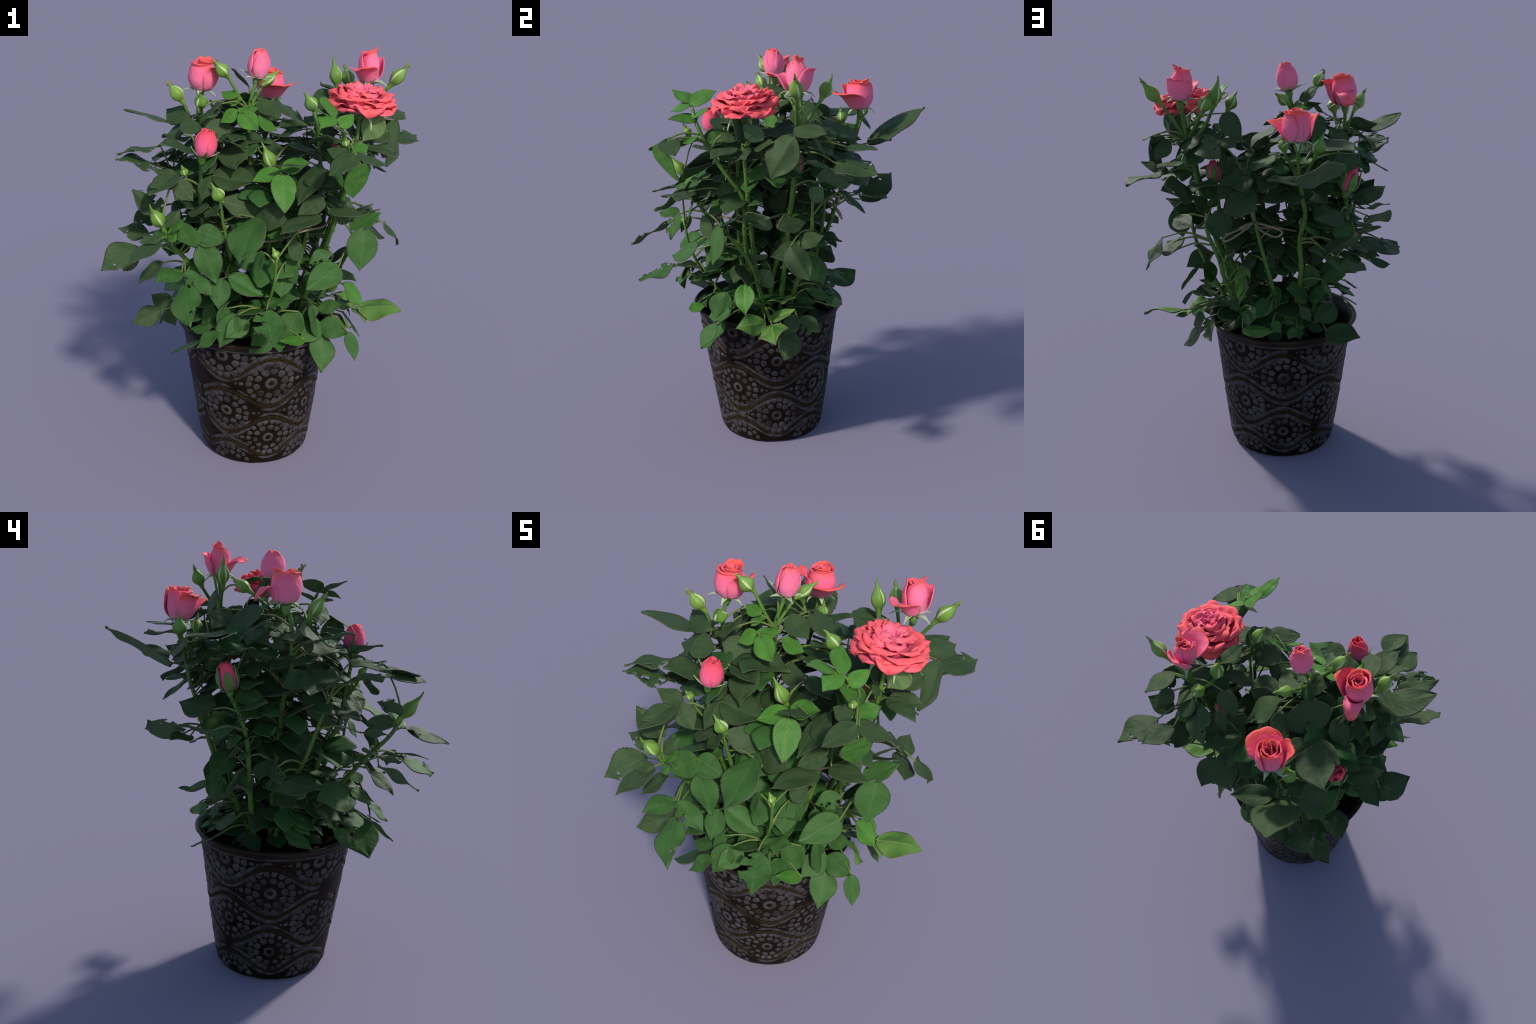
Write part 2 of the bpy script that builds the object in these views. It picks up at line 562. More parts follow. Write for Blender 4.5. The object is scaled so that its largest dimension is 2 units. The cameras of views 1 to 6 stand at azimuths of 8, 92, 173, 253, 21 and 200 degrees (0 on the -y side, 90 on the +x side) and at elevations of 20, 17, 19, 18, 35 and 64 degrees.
def leaf_shape(style, seed):
    """Unit leaflet, base at the origin, tip at x = 1, width 1; returns grid, keep, front material."""
    rng = random.Random(seed)
    ni, cols = 57, [-1, -0.93, -0.72, -0.46, -0.2, 0, 0.2, 0.46, 0.72, 0.93, 1]
    t = np.linspace(0, 1, ni)
    power = 0.66 if style == ROUND else 0.8
    prof = np.sin(np.pi * t ** power) ** (0.75 if style == ROUND else 0.85)
    prof = prof * (1 - 0.25 * np.clip((t - 0.62) / 0.38, 0, 1) ** 1.3 * (0.6 if style == ROUND else 1.6)) + 0.02 * (1 - t)
    prof[-1] = 0.004
    teeth = 0.030 * (0.6 + 0.4 * np.sin(np.arange(ni) * 1.7)) * np.where(np.arange(ni) % 2 == 0, 1, -1) * np.clip((t - 0.12) / 0.2, 0, 1) * np.clip((1 - t) / 0.1, 0, 1)
    fold = {FLAT: 0.04, CONVEX: -0.14, FOLDED: 0.26, WAVY: 0.04, DROOP: 0.05, ROUND: -0.04, TATTERED: 0.05, CURLED: -0.35}[style] * rng.uniform(0.8, 1.2)
    arch = {FLAT: -0.01, CONVEX: 0.03, FOLDED: -0.02, WAVY: 0.0, DROOP: 0.05, ROUND: 0.01, TATTERED: 0.0, CURLED: 0.08}[style] * rng.uniform(0.8, 1.3)
    amp = {FLAT: 0.012, CONVEX: 0.015, FOLDED: 0.02, WAVY: 0.05, DROOP: 0.02, ROUND: 0.012, TATTERED: 0.05, CURLED: 0.06}[style]
    ph1, ph2 = rng.uniform(0, 6), rng.uniform(0, 6)
    sway = rng.uniform(-0.05, 0.05)
    P = np.zeros((ni, len(cols), 3))
    for j, c in enumerate(cols):
        hw = 0.5 * prof * c
        if abs(c) == 1:
            hw = hw * (1 + teeth * 1.4) + 0.5 * teeth * 0.2 * c * prof
        x = t - (0.03 * abs(c) * (1 - t) if abs(c) < 1 else 0.03 * (1 - t))
        x = x + (0.02 * abs(c) ** 2) * np.sin(np.pi * t)
        P[:, j, 0] = x
        P[:, j, 1] = hw + sway * 4 * t * (1 - t)
        ay = np.abs(hw)
        z = arch * 4 * t * (1 - t) + fold * ay * (1 - 1.1 * ay) + amp * np.sin(t * 9 + (ph1 if c < 0 else ph2)) * abs(c) ** 1.5
        z += 0.004 * np.cos(t * 26 - abs(c) * 4) * abs(c) * (1 - abs(c)) * 3          # quilted between the side veins
        P[:, j, 2] = z
        for i in range(ni):
            P[i, j, 2] += 0.03 * mnoise.noise(Vector((t[i] * 3 + seed, c * 1.5, seed * 0.7)))
    P[:, :, 2] -= (P[0, 5, 2] + (P[-1, 5, 2] - P[0, 5, 2]) * t)[:, None]
    keep = np.ones((ni - 1, len(cols) - 1), bool)
    if style in (TATTERED,):
        for i in range(ni - 1):
            for j in range(len(cols) - 1):
                e = abs(j - 4.5) / 4.5
                nz = mnoise.noise(Vector((i * 0.13 + seed * 5, j * 0.55, 3.3)))
                if (j > 4) == (seed % 2 == 0) and 1.2 * nz + 0.30 * e + 0.15 * (i / ni) > 0.56 and j not in (4, 5):
                    keep[i, j] = False
    mf = np.zeros(keep.shape, int)
    mf[:, 0] = mf[:, -1] = 3
    return P, keep, mf


def leaf_mesh(tone, style, seed):
    key = (tone, style, seed)
    if key not in LEAF:
        P, keep, mf = leaf_shape(style, seed * 11 + style)
        v, f, m = sheet(P, 0.018, keep, mf)
        LEAF[key] = make_mesh("leaflet", v, f, MAT[tone], m)
    return LEAF[key]


def leaflet(parent, base, tip, width, normal, tone, style, seed):
    base, tip = np.asarray(base, float), np.asarray(tip, float)
    d = tip - base
    L = np.linalg.norm(d)
    d /= L
    n = np.asarray(normal, float)
    n = unit(n - np.dot(n, d) * d)
    s = np.cross(n, d)
    ob = new_object("leaflet", leaf_mesh(tone, style, seed % 3), parent)
    w = width * L
    M = Matrix(((d[0] * L, s[0] * w, n[0] * L, base[0]), (d[1] * L, s[1] * w, n[1] * L, base[1]), (d[2] * L, s[2] * w, n[2] * L, base[2]), (0, 0, 0, 1)))
    ob.matrix_world = M
    LEAF_CENTRES.append((base + tip) / 2)
    return ob


def nearest_cane(p, drop=0.05):
    c = np.array(CANE_POINTS)
    d = c - p
    score = np.linalg.norm(d + np.array([0, 0, drop]), axis=1) + np.where((d[:, 2] > 0.02) | (d[:, 2] < -0.22), 0.3, 0.0)
    return c[np.argmin(score)]


def frond(root, leaflets, tone="mid", style=None, stalk=True):
    """One compound leaf: a thin stalk from the nearest cane, with leaflets (base, tip, width, normal)."""
    rng = random.Random(int(1e5 * abs(leaflets[0][0] + 3 * leaflets[0][1] + 7 * leaflets[0][2])))
    bases = np.array([l[:3] for l in leaflets], float)
    hub = bases.mean(0)
    h = Heap()
    start = nearest_cane(hub)
    gap = np.linalg.norm(start - hub)
    if stalk and 0.01 < gap < 0.36:
        m = (start + hub) / 2 + np.array([0, 0, 0.12 * gap])
        v, f = tube(smooth_path([start, m, hub], 5), np.linspace(0.0055, 0.0035, 11), 6)
        h.add(v, f, 0)
    for b in bases:
        if np.linalg.norm(b - hub) > 0.004:
            v, f = tube([hub, (hub + b) / 2 + np.array([0, 0, .002]), b], [0.0035, 0.003, 0.003], 6)
            h.add(v, f, 0)
    if not h.v:
        v, f = tube([hub, hub + 0.01 * unit(start - hub)], 0.0035, 6)
        h.add(v, f, 0)
    ob = new_object("compound_leaf", make_mesh("leaf_stalk", h.v, h.f, [MAT["petiole"]]), root)
    for l in leaflets:
        st = style if style is not None else rng.choice([FLAT, CONVEX, FOLDED, WAVY, DROOP, ROUND, FLAT, CONVEX, TATTERED if tone == "dark" else WAVY])
        leaflet(ob, l[0:3], l[3:6], l[6], l[7:10], tone, st, rng.randrange(99))
    return ob


# ------------------------------------------------------------------- roses
def petal_grid(theta, half, profile, lean=0.0, edge=0.0, ruffle=0.0, spiral=0.04, seed=0, notch=0.2, nu=15, nv=15, top=0.75):
    """Petal wrapped about the flower's axis; profile lists (radius, height) from claw to lip."""
    pr = smooth_path([(r, h, 0) for r, h in profile], 8)
    tt = np.linspace(0, 1, len(pr))
    P = np.zeros((nu, nv, 3))
    for i in range(nu):
        u = -1 + 2 * i / (nu - 1)
        for j in range(nv):
            v = j / (nv - 1)
            ve = v * (1 - notch * abs(u) ** 2.6)
            R, H = np.interp(ve, tt, pr[:, 0]), np.interp(ve, tt, pr[:, 1])
            w = (0.42 + 0.58 * math.sin(min(1, v / 0.6) * math.pi / 2)) * (1 - (1 - top) * max(0, (v - 0.55) / 0.45) ** 2)
            a = theta + u * half * w
            R = R + spiral * u * v + edge * u * u * v
            q = mnoise.noise(Vector((u * 1.7 + seed * 3.1, v * 2.2, seed * 1.3)))
            q2 = mnoise.noise(Vector((u * 3.5 + seed, v * 3 + 7, seed * 2.1)))
            R += ruffle * v * (q + 0.3 * q2)
            H += ruffle * v * v * (0.45 * q2 + 0.7 * q) - lean * u * u * v
            P[i, j] = (R * math.cos(a), R * math.sin(a), H)
    return P


def petal(parent, P, mats, thick):
    v, f, m = sheet(P, thick)
    ob = new_object("petal", make_mesh("petal", v, f, mats, m), parent)
    return ob


def sepal_mesh(length, width, droop, seed):
    """Pointed sepal in flower units, leaving the base outward along +x and bending by droop."""
    n, cols = 12, [-1, -0.5, 0, 0.5, 1]
    P = np.zeros((n, 5, 3))
    ang, x, z = 0.5, 0.05, 0.0
    for i in range(n):
        t = i / (n - 1)
        w = width * (0.65 + 0.6 * math.sin(math.pi * min(1, t * 1.3))) * (1 - t) ** 0.7 + 0.006
        for j, c in enumerate(cols):
            P[i, j] = (x, w * c, z + 0.35 * w * c * c)
        a = ang + droop * t
        x += length / n * math.cos(a)
        z += length / n * math.sin(a)
    return P


def rose(root, base, axis, size, petals, mats, sepal_droop=-1.6, sepal_len=0.55, spin=0.0, hip=1.0, thick=0.022, hug=0.0):
    """A bloom: receptacle with sepals and petals as children; size is the petal length in metres."""
    axis = unit(axis)
    KEEP_CLEAR.append(np.asarray(base, float) + axis * size * 0.5)
    ref = unit(np.cross([0.0, 1.0, 0.0], axis))
    b = np.cross(axis, ref)
    M = Matrix(((ref[0] * size, b[0] * size, axis[0] * size, base[0]), (ref[1] * size, b[1] * size, axis[1] * size, base[1]),
                (ref[2] * size, b[2] * size, axis[2] * size, base[2]), (0, 0, 0, 1)))
    h = Heap()
    path = [(0, 0, -0.30), (0, 0, -0.2), (0, 0, -0.1), (0, 0, -0.02), (0, 0, 0.08)]
    v, f = tube(path, np.array([0.06, 0.10, 0.13, 0.13, 0.05]) * hip, 12)
    h.add(v, f, 0)
    ob = new_object("rose_bloom", make_mesh("receptacle", h.v, h.f, [MAT["sepal"]]), root)
    ob.matrix_world = M
    for k in range(5 if hug else 0):            # a bud still held by its sepals
        g = hug * 1.10
        prof = [(0.06, -0.02), (0.74 * g, 0.08), (1.02 * g, 0.34), (0.98 * g, 0.58), (0.86 * g, 0.74), (0.80 * g, 0.84 + 0.1 * (k % 2))]
        P = petal_grid(spin + 2 * math.pi * k / 5, math.radians(24), prof, spiral=0.0, notch=0.05, nu=7, top=0.04, ruffle=0.03, seed=k)
        v, f, m = sheet(P, 0.02)
        s = new_object("sepal", make_mesh("sepal", v, f, [MAT["sepal"], MAT["sepal_in"], MAT["sepal_in"]], m), ob)
        s.matrix_world = M
    for k in range(0 if hug else 5):
        P = sepal_mesh(sepal_len * (0.85 + 0.3 * ((k * 7) % 5) / 5), 0.085, sepal_droop * (0.8 + 0.4 * ((k * 3) % 5) / 5), k)
        v, f, m = sheet(P, 0.02)
        s = new_object("sepal", make_mesh("sepal", v, f, [MAT["sepal_in"], MAT["sepal"], MAT["sepal_in"]], m), ob)
        s.matrix_world = M @ Matrix.Rotation(spin + 2 * math.pi * k / 5, 4, "Z") @ Matrix.Translation((0.06, 0, -0.02))
    for P in petals:
        p = petal(ob, P, mats, thick)
        p.matrix_world = M
    return ob


def closed_petals(n, girth, seed, lip=0.0, shut=0.3):
    """Petals rolled into a pointed bud: n layers from the heart outwards."""
    out = []
    for k in range(n):
        s = 0.35 + 0.65 * (k + 1) / n
        prof = [(0.03, 0.0), (0.72 * girth * s, 0.10), (girth * s, 0.36), (0.92 * girth * s, 0.64),
                ((0.75 - shut * 0.5) * girth * s, 0.88 - 0.0 * k), ((0.60 - shut * 0.9) * girth * s + lip * (k / n), 1.0 + 0.02 * math.sin(k * 2.4) - 0.03 * k / n)]
        out.append(petal_grid(k * 2.4 + seed, math.radians(118), prof, ruffle=0.075, spiral=0.05 * girth * 2, seed=seed + k, notch=0.16, top=0.62))
    return out


def cup_petals(n, girth, seed, mouth=0.8):
    """Half-open cup with a rolled heart."""
    out = []
    for k in range(n):
        s = 0.22 + 0.78 * (k + 1) / n
        prof = [(0.03, 0.0), (0.66 * girth * s, 0.09), (girth * s, 0.36), (0.98 * girth * s, 0.66),
                (mouth * girth * s, 0.90), ((mouth + 0.16 + 0.06 * math.sin(k * 3.1 + seed)) * girth * s, 0.97 - 0.09 * math.sin(k * 1.9 + seed))]
        out.append(petal_grid(k * 2.4 + seed, math.radians(118 if k < n - 2 else 98), prof, ruffle=0.11, spiral=0.06, seed=seed + k, notch=0.2, top=0.78))
    return out


def flared(theta_deg, half_deg, prof, seed, ruffle=0.09, fold=0.0):
    return petal_grid(math.radians(theta_deg), math.radians(half_deg), prof, ruffle=ruffle, spiral=0.03, edge=fold, seed=seed, notch=0.24, lean=-0.04, top=0.6)


def full_bloom_petals():
    out = []
    # petals per ring, lip radius, lip height, half-angle
    rings = [(3, 0.12, 0.78, 75), (4, 0.25, 0.83, 66), (4, 0.39, 0.82, 62), (5, 0.54, 0.77, 54), (6, 0.70, 0.69, 46), (6, 0.83, 0.57, 44), (6, 0.90, 0.42, 42), (4, 0.92, 0.26, 42)]
    sd = 0
    for k, (n, R, H, half) in enumerate(rings):
        for i in range(n):
            sd += 1
            q = 1 + 0.10 * math.sin(sd * 12.9)
            hh = H + 0.05 * math.sin(sd * 5.3)
            drop = 0.05 + 0.10 * R * (0.6 + 0.4 * math.sin(sd * 7.7))
            prof = [(0.05, 0.02), (0.40 * R, 0.12 * H + 0.04), (0.74 * R * q, 0.60 * hh + 0.03), (0.90 * R * q, 0.92 * hh), (1.03 * R * q, hh + 0.01), (R * q + 0.13, hh - drop)]
            out.append(petal_grid(2 * math.pi * (i + 0.37 * k) / n + 0.2 * math.sin(sd * 3.7), math.radians(half), prof, ruffle=0.19, spiral=0.07, seed=sd * 0.73, notch=0.18, nu=13, nv=13, top=0.7))
    for az, half in ((25, 34), (-75, 30), (-150, 26), (110, 28)):
        out.append(flared(az, half, [(0.05, 0.0), (0.45, 0.16), (0.78, 0.36), (0.96, 0.40), (1.06, 0.30), (1.06, 0.16)], az * 0.11, 0.12))
    return out


# --------------------------------------------------------------- green buds
def bud(root, base, tip, girth=0.030, tips=2, seed=0):
    """Unopened bud: swollen five-sided body with pale seams, drawn out into leafy tips."""
    base, tip = np.asarray(base, float), np.asarray(tip, float)
    d = unit(tip - base)
    KEEP_CLEAR.append((base + tip) / 2)
    L = np.linalg.norm(tip - base)
    a = unit(np.cross(d, [0.2, 1, 0.1]))
    b = np.cross(d, a)
    prof = [(-0.34, 0.22), (-0.22, 0.34), (-0.12, 0.42), (-0.03, 0.55), (0.07, 0.82), (0.19, 0.99), (0.31, 1.0), (0.43, 0.84), (0.55, 0.56), (0.65, 0.33), (0.74, 0.2), (0.78, 0.14)]
    prof = np.array(prof)
    seg = 20
    vs, fs, ms = [], [], []
    zz = np.linspace(-0.34, 0.78, 26)
    for i, z in enumerate(zz):
        r = girth * np.interp(z, prof[:, 0], prof[:, 1])
        for k in range(seg):
            an = 2 * math.pi * k / seg
            lob = 1 + (0.07 * math.cos(5 * an + z * 2) if z > -0.05 else 0)
            vs.append(base + d * z * L + r * lob * (math.cos(an) * a + math.sin(an) * b))
    for i in range(len(zz) - 1):
        for k in range(seg):
            k2 = (k + 1) % seg
            fs.append((i * seg + k, i * seg + k2, (i + 1) * seg + k2, (i + 1) * seg + k))
            ms.append(1 if (k + seed) % 8 == 2 and -0.05 < zz[i] < 0.6 else 0)
    h = Heap()
    h.add(vs, fs, ms)
    rng = random.Random(seed + 5)
    for t in range(tips):
        e = base + d * L * (1.0 - 0.12 * t) + (a * rng.uniform(-1, 1) + b * rng.uniform(-1, 1)) * (0.004 + 0.010 * t)
        p0 = base + d * L * 0.62
        m = base + d * L * 0.80 + (a * rng.uniform(-1, 1) + b * rng.uniform(-1, 1)) * 0.003
        v, f = tube(smooth_path([p0, m, e], 4), np.linspace(0.0105, 0.002, 9), 7)
        h.add(v, f, 2 if t else 0)
        v, f = tube([e - d * 0.012, e], [0.0032, 0.0012], 6)
        h.add(v, f, 2)
    return new_object("rosebud", make_mesh("rosebud", h.v, h.f, [MAT["bud"], MAT["bud_seam"], MAT["bud_tip"]], h.m), root)


def stalk(root, pts, r0=0.0085, r1=0.0075):
    v, f = tube(smooth_path(pts, 8), np.linspace(r0, r1, 8 * (len(pts) - 1) + 1), 9)
    return new_object("flower_stalk", make_mesh("flower_stalk", v, f, [MAT["cane"]]), root)


# -------------------------------------------------------------------- build
def build():
    for ob in list(bpy.data.objects):
        bpy.data.objects.remove(ob)
    build_materials()
    root = bpy.data.objects.new("potted_rose", None)
    bpy.context.scene.collection.objects.link(root)
    root.location = (0, 0, 0)
    root["label"] = "bushy pink miniature rose in dark embossed pot"
    root["category"] = "potted plant"
    build_pot(root)

    # canes, from the soil up
    S = SOIL_Z - 0.02
    cane(root, [(0.10, -0.05, S), (0.20, -0.07, 0.9), (0.32, -0.09, 1.2), (0.395, -0.105, 1.5), (0.41, -0.11, 1.62), (0.418, -0.095, 1.72)])
    cane(root, [(0.13, 0.03, S), (0.22, 0.06, 0.9), (0.34, 0.10, 1.3), (0.42, 0.13, 1.62), (0.451, 0.129, 1.83)])
    cane(root, [(-0.04, 0.0, S), (-0.06, 0.0, 1.0), (-0.09, 0.01, 1.5), (-0.095, 0.0, 1.72), (-0.066, 0.018, 1.85)])
    cane(root, [(-0.12, 0.02, S), (-0.20, 0.03, 1.0), (-0.31, 0.034, 1.386), (-0.33, 0.011, 1.50), (-0.34, 0.017, 1.70), (-0.335, 0.04, 1.79)])
    cane(root, [(-0.08, 0.08, S), (-0.095, 0.20, 0.883), (-0.099, 0.28, 1.058), (-0.083, 0.33, 1.214), (-0.102, 0.37, 1.341), (-0.083, 0.40, 1.435), (-0.063, 0.42, 1.568), (-0.052, 0.442, 1.70)])
    cane(root, [(-0.15, -0.10, S), (-0.22, -0.151, 0.985), (-0.25, -0.196, 1.145), (-0.27, -0.246, 1.245), (-0.272, -0.273, 1.406), (-0.26, -0.30, 1.54)])
    cane(root, [(-0.13, 0.10, S), (-0.24, 0.16, 0.95), (-0.325, 0.20, 1.20), (-0.317, 0.236, 1.33), (-0.307, 0.277, 1.42)])
    cane(root, [(0.10, -0.01, S), (0.18, 0.004, 0.894), (0.24, 0.062, 1.086), (0.27, 0.091, 1.214), (0.29, 0.122, 1.405), (0.297, 0.122, 1.44)])
    cane(root, [(0.12, -0.06, S), (0.20, -0.10, 0.85), (0.30, -0.119, 1.144), (0.34, -0.114, 1.296), (0.36, -0.133, 1.377), (0.38, -0.188, 1.457), (0.38, -0.265, 1.576), (0.36, -0.322, 1.69), (0.33, -0.345, 1.76)])
    cane(root, [(0.12, 0.06, S), (0.221, 0.12, 0.864), (0.263, 0.15, 0.972), (0.29, 0.18, 1.085), (0.335, 0.20, 1.198), (0.35, 0.20, 1.26)])
    cane(root, [(0.06, -0.08, S), (0.16, -0.15, 1.0), (0.25, -0.15, 1.4), (0.24, -0.14, 1.65), (0.214, -0.127, 1.755)], 0.011)
    cane(root, [(0.0, -0.08, S), (0.02, -0.15, 1.0), (0.05, -0.20, 1.40), (0.042, -0.21, 1.51)], 0.011)
    cane(root, [(-0.08, -0.10, S), (-0.12, -0.22, 0.95), (-0.16, -0.31, 1.25), (-0.17, -0.341, 1.38)], 0.011)
    cane(root, [(-0.14, -0.12, S), (-0.22, -0.24, 0.88), (-0.31, -0.36, 1.08), (-0.37, -0.45, 1.20), (-0.403, -0.497, 1.30)], 0.012)
    cane(root, [(0.0, -0.14, S), (0.04, -0.33, 0.85), (0.085, -0.41, 1.02), (0.097, -0.433, 1.15)], 0.008, 0.006)
    cane(root, [(-0.16, 0.02, S), (-0.30, 0.0, 0.95), (-0.40, -0.05, 1.15), (-0.44, -0.12, 1.40)], 0.011)
    cane(root, [(0.14, -0.02, S), (0.28, -0.05, 0.85), (0.38, -0.10, 1.05), (0.42, -0.20, 1.20)], 0.011)
    cane(root, [(-0.04, 0.10, S), (0.02, 0.20, 0.9), (0.10, 0.26, 1.2), (0.16, 0.24, 1.5)], 0.011)

    # blooms
    rose(root, (-0.064, 0.020, 1.863), (0.18, -0.08, 1), 0.136, closed_petals(7, 0.385, 0.4, 0.0), MAT["petal"], sepal_droop=-0.5, sepal_len=0.6, spin=0.4)
    rose(root, (-0.333, 0.044, 1.795), (0.12, -0.02, 1), 0.142, cup_petals(7, 0.45, 2.2, 0.78)
         + [flared(88, 40, [(0.05, 0), (0.34, 0.10), (0.46, 0.34), (0.60, 0.50), (0.80, 0.42), (0.95, 0.12)], 5, fold=-0.14), flared(-20, 55, [(0.05, 0), (0.36, 0.10), (0.52, 0.40), (0.56, 0.7), (0.64, 0.88), (0.74, 0.86)], 8)],
         MAT["petal"], sepal_droop=-1.5, spin=1.0)
    rose(root, (-0.052, 0.443, 1.700), (0.02, -0.06, 1), 0.142, cup_petals(7, 0.44, 4.2, 0.80)
         + [flared(-50, 64, [(0.05, 0), (0.34, 0.08), (0.52, 0.30), (0.70, 0.52), (0.88, 0.64), (0.98, 0.62)], 15), flared(-150, 50, [(0.05, 0), (0.36, 0.10), (0.50, 0.38), (0.55, 0.68), (0.66, 0.84), (0.74, 0.80)], 18)],
         MAT["petal"], sepal_droop=-1.9, spin=0.2)
    rose(root, (0.452, 0.128, 1.842), (-0.06, 0.03, 1), 0.148, cup_petals(6, 0.325, 3.1, 0.58)
         + [flared(-112, 56, [(0.05, 0), (0.30, 0.08), (0.44, 0.28), (0.58, 0.46), (0.76, 0.54), (0.88, 0.50)], 25), flared(72, 64, [(0.05, 0), (0.30, 0.08), (0.44, 0.32), (0.50, 0.54), (0.54, 0.70), (0.60, 0.74)], 28)],
         MAT["petal"], sepal_droop=-1.4, sepal_len=0.6, spin=0.7)
    rose(root, (0.420, -0.094, 1.738), (0.11, -0.03, 1), 0.143, full_bloom_petals(), MAT["full"], sepal_droop=-2.4, sepal_len=0.9, spin=0.3, thick=0.024)
    rose(root, (-0.252, -0.315, 1.565), (0.22, -0.06, 1), 0.126, closed_petals(6, 0.40, 1.4, 0.05, 0.2), MAT["tight"], sepal_droop=0.5, sepal_len=0.72, spin=0.0)
    rose(root, (-0.307, 0.277, 1.437), (-0.24, 0.24, 1), 0.130, closed_petals(5, 0.32, 2.4, 0.0, 0.36), MAT["tight"], spin=0.5, hug=0.34)
    rose(root, (0.297, 0.122, 1.452), (0.10, 0.0, 1), 0.105, closed_petals(5, 0.32, 3.4, 0.0, 0.36), MAT["tight"], spin=0.2, hug=0.34)

    # green buds: base of the swelling, tip
    buds = [
        ((-0.408, -0.055, 1.772), (-0.464, -0.088, 1.861), 2, [(-0.335, 0.005, 1.57), (-0.365, -0.03, 1.67)]),
        ((-0.202, -0.022, 1.885), (-0.254, -0.068, 1.955), 3, [(-0.095, 0.0, 1.70), (-0.15, -0.01, 1.80)]),
        ((-0.304, -0.085, 1.752), (-0.298, -0.135, 1.820), 1, [(-0.335, 0.01, 1.60), (-0.315, -0.04, 1.68)]),
        ((0.299, 0.150, 1.835), (0.275, 0.156, 1.959), 1, [(0.42, 0.13, 1.62), (0.34, 0.15, 1.73)]),
        ((0.352, 0.249, 1.821), (0.323, 0.292, 1.911), 2, [(0.43, 0.13, 1.64), (0.39, 0.19, 1.73)]),
        ((0.557, 0.130, 1.848), (0.637, 0.124, 1.946), 2, [(0.43, 0.13, 1.65), (0.48, 0.13, 1.74)]),
        ((0.214, -0.127, 1.763), (0.172, -0.162, 1.843), 1, None),
        ((0.042, -0.210, 1.514), (-0.003, -0.235, 1.624), 1, None),
        ((-0.170, -0.341, 1.385), (-0.206, -0.364, 1.464), 1, None),
        ((-0.403, -0.497, 1.307), (-0.432, -0.580, 1.415), 1, None),
        ((-0.136, 0.455, 1.661), (-0.164, 0.462, 1.749), 1, [(-0.075, 0.41, 1.50), (-0.10, 0.43, 1.57)]),
        ((-0.004, 0.354, 1.653), (0.006, 0.339, 1.724), 1, [(-0.075, 0.41, 1.50), (-0.04, 0.38, 1.57)]),
        ((-0.038, 0.125, 1.828), (0.020, 0.189, 1.882), 1, [(-0.095, 0.0, 1.72), (-0.07, 0.07, 1.78)]),
    ]
    for i, (b, t, tips, way) in enumerate(buds):
        b, t = np.array(b), np.array(t)
        bud(root, b, t, 0.031 if i not in (11, 12) else 0.026, tips, i * 3)
        if way:
            stalk(root, way + [tuple(b - unit(t - b) * 0.025)])
    for b, t in (((-0.333, -0.311, 1.482), (-0.344, -0.341, 1.53)), ((0.097, -0.433, 1.164), (0.076, -0.427, 1.203)), ((0.372, -0.36, 1.655), (0.366, -0.385, 1.70))):
        bud(root, b, t, 0.019, 1, 4)
    stalk(root, [(-0.27, -0.27, 1.36), (-0.31, -0.295, 1.42), (-0.333, -0.311, 1.472)], 0.006, 0.005)

    # compound leaves read off the plant: leaflets as (base, tip, width over length, facing)
    frond(root, [(-0.456, -0.041, 1.654, -0.657, -0.127, 1.724, 0.63, 0.26, 0.17, 0.95), (-0.422, -0.007, 1.641, -0.421, -0.182, 1.609, 0.69, -0.39, -0.17, 0.91)], "dark")
    frond(root, [(-0.369, -0.075, 1.678, -0.498, 0.034, 1.702, 0.6, -0.4, -0.62, 0.68)], "dark")
    frond(root, [(-0.327, -0.223, 1.579, -0.428, -0.368, 1.63, 0.75, 0.38, 0.06, 0.92)], "dark")
    frond(root, [(-0.479, -0.23, 1.492, -0.644, -0.327, 1.541, 0.7, 0.31, -0.04, 0.95)], "dark", TATTERED)
    frond(root, [(-0.474, -0.238, 1.495, -0.421, -0.094, 1.444, 0.7, 0.4, 0.17, 0.9)], "dark")
    frond(root, [(-0.344, -0.44, 1.495, -0.43, -0.558, 1.485, 0.64, 0.36, -0.34, 0.87), (-0.366, -0.42, 1.5, -0.429, -0.587, 1.46, 0.8, -0.25, -0.14, 0.96)], "dark")
    frond(root, [(-0.36, -0.338, 1.465, -0.472, -0.347, 1.511, 0.7, 0.38, -0.35, 0.86), (-0.364, -0.345, 1.463, -0.281, -0.392, 1.384, 0.74, 0.15, -0.77, 0.62)], "dark")
    frond(root, [(-0.222, -0.267, 1.469, -0.248, -0.363, 1.379, 0.69, -0.16, -0.65, 0.74), (-0.215, -0.258, 1.467, -0.005, -0.301, 1.46, 0.71, -0.08, -0.51, 0.86)], "dark")
    frond(root, [(-0.277, -0.269, 1.47, -0.2, -0.212, 1.527, 0.73, -0.11, -0.62, 0.77)], "dark")
    frond(root, [(0.084, -0.274, 1.512, -0.028, -0.334, 1.471, 0.69, -0.01, -0.55, 0.83), (0.093, -0.273, 1.511, 0.22, -0.28, 1.55, 0.7, -0.27, -0.58, 0.77), (0.101, -0.316, 1.502, 0.127, -0.427, 1.362, 0.64, 0.35, -0.7, 0.62)], "young")
    frond(root, [(-0.01, -0.301, 1.327, -0.174, -0.347, 1.382, 0.68, 0.4, -0.66, 0.64), (-0.01, -0.294, 1.325, 0.14, -0.393, 1.312, 0.77, -0.47, -0.77, 0.43)], "dark")
    frond(root, [(-0.01, -0.389, 1.324, -0.04, -0.604, 1.183, 0.69, -0.3, -0.49, 0.82)], "mid")
    frond(root, [(-0.242, -0.427, 1.202, -0.164, -0.468, 1.031, 0.65, 0, -0.97, 0.23)], "mid")
